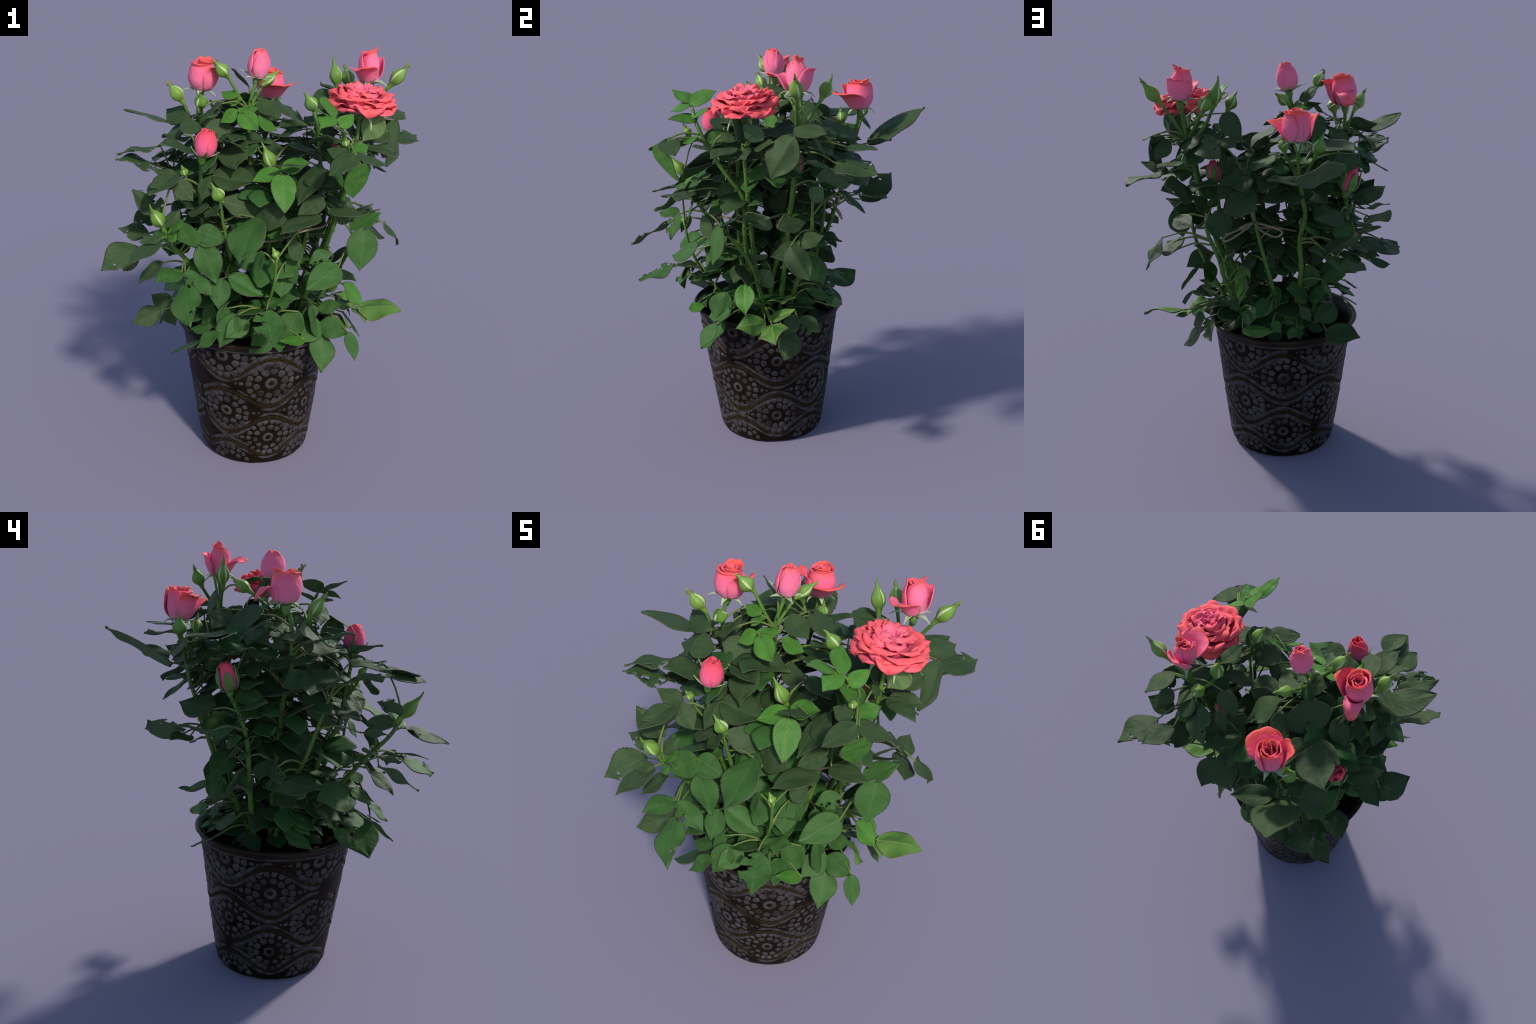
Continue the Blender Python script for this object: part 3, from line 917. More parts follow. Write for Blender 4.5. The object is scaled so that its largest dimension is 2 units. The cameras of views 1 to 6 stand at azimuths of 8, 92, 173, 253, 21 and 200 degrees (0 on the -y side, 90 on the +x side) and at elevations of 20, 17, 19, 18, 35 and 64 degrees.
    frond(root, [(-0.261, -0.393, 1.248, -0.131, -0.419, 1.215, 0.81, 0, -0.79, 0.62), (-0.269, -0.386, 1.242, -0.322, -0.535, 1.252, 0.8, 0.74, -0.23, 0.63)], "mid")
    frond(root, [(-0.226, -0.335, 1.345, -0.335, -0.282, 1.288, 0.69, -0.55, -0.26, 0.8), (-0.23, -0.291, 1.327, -0.169, -0.415, 1.329, 0.63, -0.56, -0.26, 0.78)], "dark")
    frond(root, [(-0.369, -0.492, 1.264, -0.296, -0.49, 1.33, 0.68, -0.62, -0.36, 0.7), (-0.362, -0.493, 1.261, -0.328, -0.558, 1.248, 0.69, -0.56, -0.43, 0.71)], "young")
    frond(root, [(-0.398, -0.457, 1.283, -0.333, -0.422, 1.351, 0.71, -0.29, -0.72, 0.63)], "dark")
    frond(root, [(-0.414, -0.409, 1.329, -0.56, -0.373, 1.414, 0.7, 0.33, -0.52, 0.79)], "dark", TATTERED)
    frond(root, [(-0.496, -0.258, 1.264, -0.559, -0.373, 1.265, 0.7, 0.48, -0.26, 0.84)], "dark", TATTERED)
    frond(root, [(-0.516, -0.29, 1.177, -0.659, -0.284, 1.205, 0.71, 0.15, -0.45, 0.88)], "dark", TATTERED)
    frond(root, [(-0.555, -0.323, 1.124, -0.697, -0.449, 1.057, 0.78, 0.18, -0.61, 0.77)], "dark", TATTERED)
    frond(root, [(-0.404, -0.525, 1.24, -0.489, -0.691, 1.188, 0.65, -0.25, -0.17, 0.95), (-0.402, -0.523, 1.247, -0.49, -0.547, 1.237, 0.69, -0.02, -0.32, 0.95)], "dark")
    frond(root, [(-0.443, -0.332, 1.063, -0.536, -0.409, 0.981, 0.73, -0.42, -0.37, 0.83)], "dark")
    frond(root, [(-0.307, -0.523, 1.098, -0.398, -0.643, 1.09, 0.66, 0.24, -0.25, 0.94)], "mid")
    frond(root, [(-0.292, -0.528, 1.1, -0.164, -0.549, 0.998, 0.65, 0.53, -0.4, 0.75)], "mid", TATTERED)
    frond(root, [(-0.283, -0.575, 1.057, -0.22, -0.776, 0.959, 0.58, -0.33, -0.5, 0.8)], "mid", TATTERED)
    frond(root, [(-0.453, -0.35, 0.83, -0.574, -0.404, 0.779, 0.71, 0.1, -0.79, 0.6), (-0.423, -0.36, 0.842, -0.365, -0.42, 0.792, 0.7, 0.11, -0.57, 0.82)], "dark")
    frond(root, [(-0.189, -0.376, 0.791, -0.313, -0.339, 0.739, 0.68, -0.42, -0.2, 0.88), (-0.194, -0.376, 0.75, -0.398, -0.376, 0.629, 0.77, -0.5, 0.21, 0.84)], "mid")
    frond(root, [(-0.155, -0.475, 0.806, -0.244, -0.529, 0.736, 0.68, -0.36, -0.46, 0.81)], "mid")
    frond(root, [(-0.028, -0.435, 0.849, -0.115, -0.515, 0.793, 0.74, 0.26, -0.73, 0.63)], "mid")
    frond(root, [(-0.073, -0.451, 0.881, -0.149, -0.484, 0.726, 0.62, -0.21, -0.93, 0.3)], "mid")
    frond(root, [(0.048, -0.438, 0.913, -0.088, -0.452, 0.873, 0.68, -0.29, 0.14, 0.95)], "mid")
    frond(root, [(0.057, -0.444, 0.927, 0.203, -0.451, 0.981, 0.68, -0.34, -0.2, 0.92)], "mid", TATTERED)
    frond(root, [(0.064, -0.502, 0.927, 0.113, -0.677, 0.86, 0.75, 0.13, -0.32, 0.94)], "mid", TATTERED)
    frond(root, [(0.279, -0.208, 0.763, 0.207, -0.318, 0.7, 0.76, 0.39, -0.63, 0.67), (0.285, -0.202, 0.759, 0.421, -0.253, 0.736, 0.77, -0.14, -0.69, 0.71)], "mid")
    frond(root, [(0.294, -0.233, 0.719, 0.31, -0.351, 0.573, 0.67, 0.41, -0.69, 0.6)], "mid")
    frond(root, [(0.269, -0.167, 0.816, 0.192, -0.217, 0.781, 0.66, 0.24, -0.78, 0.58), (0.271, -0.162, 0.815, 0.38, -0.171, 0.845, 0.71, -0.26, -0.54, 0.8)], "mid")
    frond(root, [(0.46, 0.011, 0.748, 0.667, 0.032, 0.755, 0.69, 0.01, -0.36, 0.93)], "faded", CURLED)
    frond(root, [(0.381, -0.123, 0.93, 0.474, -0.113, 0.812, 0.7, 0.74, -0.39, 0.55)], "young")
    frond(root, [(0.353, -0.029, 0.727, 0.424, -0.162, 0.727, 0.73, 0.69, 0.37, 0.63)], "faded", CURLED)
    frond(root, [(0.365, -0.354, 1.103, 0.234, -0.479, 1.034, 0.66, 0.21, -0.63, 0.75)], "mid")
    frond(root, [(0.464, -0.214, 1.245, 0.457, -0.262, 1.056, 0.79, 0.46, -0.87, 0.2)], "mid")
    frond(root, [(0.328, -0.219, 1.112, 0.226, -0.27, 1.078, 0.73, 0.17, -0.76, 0.63)], "mid", TATTERED)
    frond(root, [(0.278, -0.415, 1.35, 0.119, -0.521, 1.298, 0.69, -0.2, -0.17, 0.97)], "dark")
    frond(root, [(0.314, -0.379, 1.373, 0.47, -0.408, 1.365, 0.71, 0.04, -0.06, 1)], "dark")
    frond(root, [(0.405, -0.194, 1.236, 0.538, -0.143, 1.302, 0.69, -0.26, -0.44, 0.86)], "mid")
    frond(root, [(0.483, 0.184, 1.141, 0.539, 0.012, 1.12, 0.71, 0.59, 0.09, 0.8)], "dark")
    frond(root, [(0.496, 0.04, 1.249, 0.41, 0.17, 1.245, 0.64, 0.49, 0.35, 0.8)], "dark")
    frond(root, [(0.489, 0.133, 1.166, 0.49, 0.253, 1.204, 0.77, 0.53, -0.26, 0.81)], "dark")
    frond(root, [(0.562, 0.098, 1.172, 0.638, 0.186, 1.039, 0.68, 0.8, 0.17, 0.57)], "dark", CURLED)
    frond(root, [(0.441, -0.504, 1.61, 0.416, -0.407, 1.443, 0.67, 0.59, -0.66, -0.47)], "young")
    frond(root, [(0.416, -0.46, 1.639, 0.317, -0.551, 1.569, 0.69, -0.15, -0.5, 0.85), (0.416, -0.45, 1.636, 0.547, -0.403, 1.586, 0.69, 0.38, -0.09, 0.92)], "dark")
    frond(root, [(0.381, -0.396, 1.626, 0.293, -0.363, 1.633, 0.77, -0.21, -0.71, 0.67)], "dark")
    frond(root, [(0.39, -0.382, 1.621, 0.467, -0.305, 1.652, 0.7, 0.12, -0.47, 0.87)], "young")
    frond(root, [(0.457, -0.127, 1.587, 0.592, -0.095, 1.572, 0.71, 0.18, -0.34, 0.92), (0.459, -0.143, 1.6, 0.593, -0.244, 1.58, 0.62, 0.14, -0.01, 0.99)], "dark")
    frond(root, [(0.581, 0.117, 1.673, 0.558, 0.011, 1.479, 0.69, 0.89, -0.43, 0.13)], "dark", CURLED)
    frond(root, [(0.561, 0.307, 1.549, 0.698, 0.47, 1.536, 0.77, 0.21, -0.11, 0.97)], "dark")
    frond(root, [(0.532, 0.123, 1.696, 0.621, 0.26, 1.688, 0.74, 0.31, -0.15, 0.94)], "dark")
    frond(root, [(0.304, -0.357, 1.777, 0.272, -0.241, 1.836, 0.72, 0.62, -0.21, 0.76), (0.308, -0.348, 1.775, 0.274, -0.453, 1.741, 0.73, 0.31, -0.38, 0.87), (0.276, -0.343, 1.781, 0.204, -0.452, 1.834, 0.55, 0.45, 0.13, 0.88)], "young")
    frond(root, [(0.343, -0.341, 1.729, 0.396, -0.263, 1.769, 0.69, 0.17, -0.54, 0.83), (0.337, -0.326, 1.719, 0.374, -0.45, 1.722, 0.61, 0.4, 0.14, 0.91)], "young")
    frond(root, [(-0.134, -0.108, 1.737, -0.206, -0.123, 1.679, 0.76, -0.26, -0.81, 0.53), (-0.136, -0.092, 1.73, -0.033, -0.094, 1.743, 0.7, -0.12, -0.31, 0.94), (-0.116, -0.116, 1.727, -0.02, -0.2, 1.668, 0.66, -0.17, -0.69, 0.71)], "young")
    frond(root, [(-0.146, -0.043, 1.785, -0.226, -0.003, 1.798, 0.7, -0.11, -0.5, 0.86), (-0.141, -0.026, 1.777, -0.165, -0.095, 1.753, 0.7, -0.16, -0.27, 0.95)], "young")
    frond(root, [(-0.054, -0.012, 1.682, 0.037, 0.016, 1.626, 0.74, 0.56, -0.46, 0.69)], "young")
    frond(root, [(-0.064, 0.074, 1.747, 0.056, 0.002, 1.699, 0.73, 0.07, -0.46, 0.88)], "dark")
    frond(root, [(0.002, 0.137, 1.739, 0.155, 0.237, 1.621, 0.73, 0.63, -0.04, 0.78)], "dark")
    frond(root, [(-0.194, -0.159, 1.774, -0.303, -0.125, 1.703, 0.67, -0.57, -0.16, 0.81)], "dark")
    frond(root, [(-0.157, -0.087, 1.609, -0.291, -0.118, 1.682, 0.76, 0.43, -0.77, 0.47), (-0.145, -0.112, 1.619, 0.027, -0.11, 1.596, 0.68, 0.13, -0.18, 0.98)], "dark")
    frond(root, [(-0.148, -0.145, 1.614, -0.1, -0.33, 1.514, 0.66, -0.31, -0.51, 0.8)], "dark")
    frond(root, [(0.064, -0.151, 1.546, -0.003, -0.037, 1.601, 0.68, 0.28, -0.28, 0.92)], "dark")
    frond(root, [(0.048, -0.092, 1.494, 0.189, -0.247, 1.58, 0.64, -0.6, -0.1, 0.8)], "dark")
    frond(root, [(0.256, -0.274, 1.544, 0.183, -0.423, 1.4, 0.66, -0.54, -0.44, 0.72)], "dark")
    frond(root, [(0.289, -0.375, 1.417, 0.183, -0.405, 1.351, 0.69, -0.14, -0.8, 0.58)], "dark")
    frond(root, [(-0.117, -0.423, 1.053, 0.037, -0.418, 0.968, 0.69, 0.45, -0.43, 0.79), (-0.145, -0.435, 1.044, -0.15, -0.505, 0.927, 0.7, 0.05, -0.86, 0.52)], "mid")
    frond(root, [(0.107, -0.283, 1.06, 0.118, -0.334, 0.922, 0.76, 0.32, -0.88, 0.35)], "mid")
    frond(root, [(0.027, -0.416, 1.178, 0.023, -0.465, 1.09, 0.66, -0.67, -0.63, 0.39)], "mid")
    frond(root, [(0.13, -0.298, 1.102, 0.171, -0.269, 0.973, 0.69, 0.86, -0.49, 0.16)], "mid")
    frond(root, [(-0.125, -0.413, 0.893, -0.167, -0.437, 0.816, 0.71, -0.32, -0.84, 0.44)], "mid")
    frond(root, [(0.457, 0.353, 1.606, 0.559, 0.48, 1.613, 0.68, 0.04, -0.08, 1)], "dark")
    frond(root, [(0.515, 0.223, 1.528, 0.64, 0.217, 1.577, 0.75, -0.34, 0.3, 0.89)], "dark")
    frond(root, [(0.379, 0.234, 1.691, 0.458, 0.304, 1.636, 0.69, 0.32, 0.34, 0.88), (0.375, 0.24, 1.684, 0.284, 0.412, 1.637, 0.64, 0.39, 0.43, 0.81)], "dark")
    frond(root, [(0.25, 0.2, 1.793, 0.185, 0.246, 1.67, 0.66, -0.08, 0.92, 0.39)], "dark")
    frond(root, [(0.288, 0.245, 1.646, 0.249, 0.28, 1.513, 0.71, -0.77, 0.52, 0.36), (0.268, 0.25, 1.682, 0.206, 0.32, 1.661, 0.7, 0.28, 0.49, 0.82)], "dark")
    frond(root, [(-0.125, 0.5, 1.518, -0.14, 0.773, 1.692, 0.66, 0.2, -0.52, 0.83), (-0.077, 0.504, 1.528, 0.097, 0.575, 1.57, 0.56, -0.25, 0.05, 0.97)], "dark")
    frond(root, [(-0.18, 0.47, 1.211, -0.31, 0.632, 1.327, 0.68, 0.59, -0.1, 0.8)], "dark")
    frond(root, [(-0.174, 0.54, 1.22, -0.085, 0.583, 1.253, 0.71, -0.42, 0.19, 0.89)], "dark")
    frond(root, [(0.275, 0.33, 1.359, 0.312, 0.45, 1.263, 0.77, 0.1, 0.6, 0.79)], "dark")
    frond(root, [(0.242, 0.342, 1.445, 0.13, 0.49, 1.411, 0.88, 0.42, 0.49, 0.77)], "dark")
    frond(root, [(-0.338, 0.374, 1.269, -0.425, 0.523, 1.329, 0.64, 0.29, -0.21, 0.93)], "dark")
    frond(root, [(-0.225, 0.313, 0.738, -0.362, 0.454, 0.762, 0.67, 0.45, 0.29, 0.84)], "dark")
    frond(root, [(0.379, 0.113, 0.683, 0.469, 0.066, 0.576, 0.78, 0.79, 0.19, 0.58)], "dark")
    frond(root, [(0.358, 0.138, 0.741, 0.338, 0.243, 0.675, 0.77, 0.78, 0.43, 0.46), (0.363, 0.127, 0.755, 0.418, 0.063, 0.686, 0.79, 0.86, 0.33, 0.38)], "dark")
    frond(root, [(-0.507, 0.128, 1.078, -0.639, -0.017, 1.074, 0.74, -0.26, 0.21, 0.94), (-0.495, 0.128, 1.086, -0.446, 0.153, 1.047, 0.71, 0.05, 0.82, 0.57)], "dark")
    frond(root, [(-0.482, 0.094, 1.013, -0.588, 0.068, 0.984, 0.72, -0.32, 0.3, 0.9)], "dark")
    frond(root, [(-0.112, 0.064, 1.826, -0.196, 0.099, 1.894, 0.76, 0.67, 0.41, 0.62)], "dark")
    frond(root, [(0.301, 0.073, 1.814, 0.231, -0.033, 1.853, 0.65, 0.36, 0.1, 0.93)], "dark")
    frond(root, [(0.176, 0.029, 1.639, 0.015, -0.003, 1.596, 0.7, -0.26, 0.01, 0.97)], "dark")
    frond(root, [(-0.221, 0.11, 1.742, -0.027, 0.236, 1.672, 0.63, -0.22, 0.71, 0.67)], "dark")
    frond(root, [(-0.315, 0.457, 1.651, -0.2, 0.506, 1.578, 0.73, 0.1, 0.74, 0.67)], "dark")
    frond(root, [(0.513, -0.145, 1.746, 0.437, -0.102, 1.617, 0.7, -0.24, -0.96, -0.17)], "pale")
    frond(root, [(0.509, 0.2, 1.666, 0.573, 0.25, 1.592, 0.7, 0.08, 0.8, 0.6)], "dark")
    frond(root, [(0.039, 0.088, 1.628, 0.176, 0.065, 1.646, 0.7, 0.03, 0.72, 0.69)], "dark")
    frond(root, [(0.044, 0.2, 1.504, 0.18, 0.28, 1.481, 0.7, -0.21, 0.58, 0.79)], "dark")
    frond(root, [(0.226, 0.25, 1.484, 0.293, 0.3, 1.41, 0.75, 0.12, 0.77, 0.63)], "dark")
    frond(root, [(0.339, 0.2, 1.332, 0.409, 0.25, 1.412, 0.7, -0.76, 0.58, 0.3)], "dark")
    frond(root, [(0.408, 0.24, 1.436, 0.546, 0.386, 1.491, 0.7, -0.61, 0.3, 0.73)], "dark")
    frond(root, [(0.393, -0.08, 1.252, 0.535, -0.12, 1.31, 0.62, -0.24, 0.4, 0.88)], "dark")
    frond(root, [(0.348, -0.09, 1.226, 0.501, 0.01, 1.292, 0.7, -0.59, 0.47, 0.66), (0.34, -0.107, 1.265, 0.4, -0.03, 1.25, 0.82, 0.52, -0.24, 0.82)], "mid")
    frond(root, [(0.306, -0.095, 1.015, 0.404, -0.008, 1.089, 0.62, -0.55, -0.09, 0.83)], "mid")
    frond(root, [(0.318, -0.141, 1.006, 0.444, -0.101, 0.944, 0.75, 0.12, 0.7, 0.7), (0.3, -0.153, 1.005, 0.33, -0.18, 0.92, 0.7, 0.93, -0.1, 0.36)], "dark")
    frond(root, [(0.303, -0.05, 0.901, 0.369, 0, 1, 0.8, -0.76, 0.62, 0.2)], "mid")
    frond(root, [(0.28, -0.1, 0.807, 0.419, -0.06, 0.823, 0.62, -0.18, 0.25, 0.95)], "dark")
    frond(root, [(0.269, -0.1, 0.838, 0.379, -0.08, 0.877, 0.62, -0.36, 0.26, 0.9)], "mid")
    frond(root, [(0.178, -0.03, 0.987, 0.234, 0, 0.894, 0.62, 0.51, 0.68, 0.53)], "mid")
    frond(root, [(0.07, 0.1, 0.848, 0.185, 0.14, 0.853, 0.82, -0.24, 0.57, 0.79)], "mid")
    frond(root, [(0.061, 0.28, 0.901, 0.117, 0.385, 0.853, 0.7, -0.05, 0.44, 0.9)], "mid")
    frond(root, [(-0.136, 0.24, 0.893, -0.023, 0.31, 0.967, 0.82, -0.66, 0.44, 0.6), (-0.148, 0.24, 0.893, -0.228, 0.31, 0.945, 0.82, 0.7, 0.33, 0.63)], "mid")
    frond(root, [(-0.147, 0.22, 0.938, -0.142, 0.24, 1.066, 0.82, 0.12, 0.98, -0.16)], "mid")
    frond(root, [(-0.211, 0.22, 0.98, -0.34, 0.24, 1.088, 0.75, 0.54, 0.67, 0.51)], "mid")
    frond(root, [(-0.271, 0.341, 1.347, -0.131, 0.46, 1.354, 0.82, -0.36, 0.38, 0.85)], "dark")
    frond(root, [(-0.381, 0.048, 1.33, -0.51, -0.031, 1.409, 0.62, 0.26, 0.44, 0.86)], "dark")
    frond(root, [(-0.362, 0.241, 1.363, -0.52, 0.171, 1.424, 0.62, 0.19, 0.37, 0.91)], "dark")
    frond(root, [(-0.277, 0.24, 0.835, -0.162, 0.3, 0.777, 0.8, 0.08, 0.61, 0.79)], "dark")
    frond(root, [(-0.102, 0.28, 0.851, -0.15, 0.31, 0.793, 0.7, -0.14, 0.83, 0.54)], "dark")
    frond(root, [(0.039, 0.3, 0.793, 0.001, 0.33, 0.744, 0.8, -0.11, 0.8, 0.58)], "mid")
    frond(root, [(-0.029, 0.27, 0.795, -0.065, 0.31, 0.778, 0.8, 0.18, 0.52, 0.83)], "mid")
    frond(root, [(-0.077, 0.3, 0.751, -0.032, 0.34, 0.714, 0.75, 0.09, 0.62, 0.78), (-0.085, 0.27, 0.737, -0.095, 0.33, 0.706, 0.75, 0.12, 0.47, 0.87), (-0.084, 0.3, 0.758, -0.115, 0.33, 0.769, 0.75, 0.55, 0.3, 0.78)], "mid")
    frond(root, [(0.184, 0.3, 0.752, 0.038, 0.33, 0.749, 0.62, 0.04, 0.29, 0.96)], "faded")
    frond(root, [(0.234, 0.22, 0.884, 0.21, 0.26, 0.833, 0.75, -0.04, 0.78, 0.62)], "dark")
    frond(root, [(-0.006, 0.2, 0.859, 0.044, 0.22, 0.949, 0.7, -0.54, 0.83, 0.12)], "mid")
    frond(root, [(-0.004, 0.25, 1.273, 0.096, 0.28, 1.329, 0.62, -0.52, 0.21, 0.82), (-0.004, 0.25, 1.273, -0.069, 0.3, 1.302, 0.62, 0.44, 0.05, 0.9)], "dark")
    frond(root, [(0.076, 0.2, 1.122, 0.027, 0.24, 1.049, 0.7, -0.11, 0.84, 0.53)], "dark")
    frond(root, [(0.106, 0.15, 0.983, -0.005, 0.2, 1.062, 0.75, 0.64, 0.56, 0.53)], "dark")
    frond(root, [(-0.268, 0.2, 1.18, -0.262, 0.28, 1.115, 0.82, 0.12, 0.62, 0.78)], "dark")
    frond(root, [(-0.141, 0.2, 1.063, -0.231, 0.22, 1.152, 0.8, 0.58, 0.68, 0.44)], "dark")
    frond(root, [(0, 0.201, 1.736, -0.06, 0.291, 1.661, 0.75, -0.69, 0.13, 0.71)], "dark")
    frond(root, [(-0.06, 0.15, 1.632, -0.14, 0.215, 1.533, 0.8, -0.7, 0.19, 0.69)], "dark")
    frond(root, [(-0.3, 0.247, 1.409, -0.36, 0.137, 1.403, 0.75, -0.63, 0.31, 0.71)], "mid")
    frond(root, [(-0.24, 0.086, 1.297, -0.3, 0.026, 1.228, 0.62, -0.65, -0.19, 0.74)], "mid")
    frond(root, [(-0.25, 0.336, 1.231, -0.34, 0.266, 1.279, 0.65, -0.25, 0.75, 0.62)], "mid")
    frond(root, [(-0.28, 0.279, 1.188, -0.36, 0.233, 1.24, 0.7, -0.12, 0.83, 0.55)], "mid")
    frond(root, [(-0.25, 0.436, 1.23, -0.34, 0.545, 1.247, 0.62, -0.09, -0.23, 0.97)], "mid")
    frond(root, [(-0.21, 0.249, 1.123, -0.29, 0.349, 1.051, 0.82, -0.6, 0.09, 0.79)], "mid")
    frond(root, [(-0.25, 0.189, 1.048, -0.29, 0.175, 0.955, 0.62, -0.92, -0.02, 0.4)], "mid")
    frond(root, [(-0.2, 0.294, 0.999, -0.24, 0.339, 0.925, 0.62, -0.66, 0.43, 0.62)], "mid")
    frond(root, [(-0.36, -0.291, 0.932, -0.44, -0.09, 0.953, 0.82, -0.49, -0.29, 0.82), (-0.34, -0.295, 0.955, -0.4, -0.369, 0.896, 0.62, -0.57, -0.18, 0.8)], "mid")
    frond(root, [(-0.34, -0.006, 0.834, -0.38, -0.087, 0.763, 0.62, -0.58, -0.36, 0.73)], "young")
    frond(root, [(-0.36, 0.026, 0.795, -0.44, -0.077, 0.72, 0.62, -0.54, -0.18, 0.82)], "mid")
    frond(root, [(-0.26, -0.152, 1.188, -0.32, -0.018, 1.264, 0.62, -0.09, -0.52, 0.85)], "mid")
    frond(root, [(-0.24, -0.328, 1.103, -0.28, -0.275, 1.041, 0.75, -0.66, 0.3, 0.69)], "mid")
    frond(root, [(-0.36, 0.072, 1.676, -0.42, -0.036, 1.659, 0.62, -0.36, 0.05, 0.93)], "dark")
    frond(root, [(-0.3, -0.058, 1.708, -0.34, -0.112, 1.695, 0.8, -0.66, 0.32, 0.68)], "dark")
    frond(root, [(-0.3, -0.043, 1.515, -0.36, -0.179, 1.257, 0.62, -0.8, -0.43, 0.42)], "dark")
    frond(root, [(-0.15, -0.045, 1.154, -0.22, 0.052, 1.028, 0.62, -0.59, 0.45, 0.67)], "mid")
    frond(root, [(-0.1, 0.125, 1.174, -0.16, 0.079, 1.043, 0.7, -0.92, 0.08, 0.39)], "dark")
    frond(root, [(-0.2, 0.08, 1.231, -0.24, -0.002, 1.347, 0.8, -0.64, 0.72, 0.29)], "dark")
    frond(root, [(-0.2, -0.025, 1.255, -0.26, -0.105, 1.221, 0.8, -0.68, 0.21, 0.7)], "dark")
    frond(root, [(-0.15, -0.16, 1.422, -0.2, -0.184, 1.335, 0.8, -0.87, 0.19, 0.45)], "dark")
    frond(root, [(-0.2, -0.101, 1.049, -0.2, -0.067, 1.136, 0.7, -1, -0.07, 0.03)], "dark")
    frond(root, [(-0.42, -0.184, 0.801, -0.48, -0.273, 0.727, 0.62, -0.58, -0.25, 0.77)], "mid")
    frond(root, [(0.42, 0.102, 1.664, 0.5, -0.032, 1.676, 0.62, 0.22, 0.22, 0.95), (0.42, 0.124, 1.656, 0.46, 0.275, 1.679, 0.62, 0.29, -0.22, 0.93), (0.43, 0.095, 1.662, 0.5, -0.004, 1.471, 0.75, 0.9, -0.15, 0.41)], "dark")
    frond(root, [(0.26, -0.199, 1.403, 0.3, -0.221, 1.311, 0.82, 0.92, -0.02, 0.4)], "dark")
    frond(root, [(0.26, -0.17, 1.42, 0.3, -0.087, 1.43, 0.82, 0.59, -0.37, 0.72)], "mid")
    frond(root, [(0.22, -0.117, 1.165, 0.28, -0.217, 1.209, 0.62, 0.11, 0.45, 0.88), (0.22, -0.108, 1.165, 0.24, -0.078, 1.282, 0.82, 0.96, -0.27, -0.09), (0.22, -0.104, 1.161, 0.27, 0.005, 1.23, 0.62, 0.13, -0.57, 0.81)], "mid")
    frond(root, [(0.2, 0.118, 1.105, 0.24, 0.042, 1.174, 0.8, 0.61, 0.68, 0.4), (0.22, 0.12, 1.096, 0.26, 0.277, 1.103, 0.7, 0.65, -0.2, 0.73)], "mid")
    frond(root, [(0.2, 0.115, 1.1, 0.25, -0, 1.031, 0.65, 0.73, -0.09, 0.67)], "dark")
    frond(root, [(0.16, 0.132, 1.034, 0.2, 0.228, 0.88, 0.8, 0.88, 0.27, 0.4)], "young")
    frond(root, [(0.14, 0.239, 1.117, 0.16, 0.351, 1.082, 0.62, 0.37, 0.22, 0.9)], "dark")
    frond(root, [(0.06, 0.367, 0.879, 0.08, 0.427, 0.881, 0.8, 0.62, -0.24, 0.75)], "mid")
    frond(root, [(0.16, 0.203, 0.996, 0.2, 0.26, 0.867, 0.7, 0.91, 0.19, 0.37)], "mid")
    frond(root, [(0.24, -0.224, 0.84, 0.28, -0.272, 0.704, 0.8, 0.94, -0.13, 0.32)], "mid")
    frond(root, [(0.42, -0.258, 0.743, 0.46, -0.335, 0.638, 0.62, 0.66, -0.46, 0.59)], "mid")
    frond(root, [(0.22, -0.221, 1.016, 0.26, -0.317, 0.955, 0.62, 0.49, -0.31, 0.82)], "mid")
    frond(root, [(0.25, -0.139, 1.062, 0.29, -0.27, 1.03, 0.62, 0.36, -0.11, 0.93)], "mid")
    frond(root, [(0.18, 0.131, 0.767, 0.2, 0.22, 0.776, 0.8, 0.62, -0.22, 0.75)], "mid")
    frond(root, [(0.3, 0.046, 0.816, 0.34, 0.12, 0.855, 0.62, 0.09, -0.5, 0.86)], "faded")
    frond(root, [(0.13, 0.179, 0.826, 0.16, 0.301, 0.768, 0.62, 0.4, 0.31, 0.86)], "mid")
    frond(root, [(0.3, 0.215, 1.396, 0.36, 0.117, 1.443, 0.62, 0.09, 0.48, 0.87), (0.3, 0.238, 1.411, 0.34, 0.318, 1.385, 0.62, 0.39, 0.1, 0.92), (0.3, 0.212, 1.384, 0.36, 0.281, 1.348, 0.62, 0.42, 0.1, 0.9)], "mid")
    frond(root, [(0.2, -0.06, 1.308, 0.25, -0.003, 1.382, 0.62, -0.11, -0.75, 0.65)], "dark")
    frond(root, [(0.44, 0.056, 0.751, 0.5, -0.049, 0.71, 0.62, 0.39, -0.13, 0.91)], "faded")
    frond(root, [(0.38, -0.007, 0.751, 0.4, 0.12, 0.812, 0.62, 0.27, -0.45, 0.85)], "faded")
    frond(root, [(0.36, -0.314, 1.294, 0.4, -0.269, 1.395, 0.62, 0.02, -0.92, 0.4)], "dark")
    frond(root, [(0.2, 0.009, 1.252, 0.24, 0.087, 1.363, 0.8, 0.76, -0.63, 0.17)], "dark")
    frond(root, [(0.3, 0.038, 1.604, 0.34, -0.042, 1.567, 0.7, 0.72, 0.05, 0.69), (0.32, 0.02, 1.63, 0.155, 0.02, 1.614, 0.62, -0.09, -0.33, 0.94)], "dark")
    frond(root, [(0.15, 0.286, 1.606, 0.2, 0.404, 1.629, 0.62, 0.24, -0.28, 0.93)], "dark")
    frond(root, [(-0.225, 0.087, 1.537, -0.3, 0.114, 1.739, 0.75, 0.9, -0.24, 0.37), (-0.21, 0.081, 1.495, -0.03, 0.19, 1.49, 0.62, -0.11, 0.23, 0.97)], "dark")
    frond(root, [(-0.22, 0.078, 1.486, -0.3, -0.049, 1.537, 0.62, -0.14, 0.44, 0.89)], "dark")
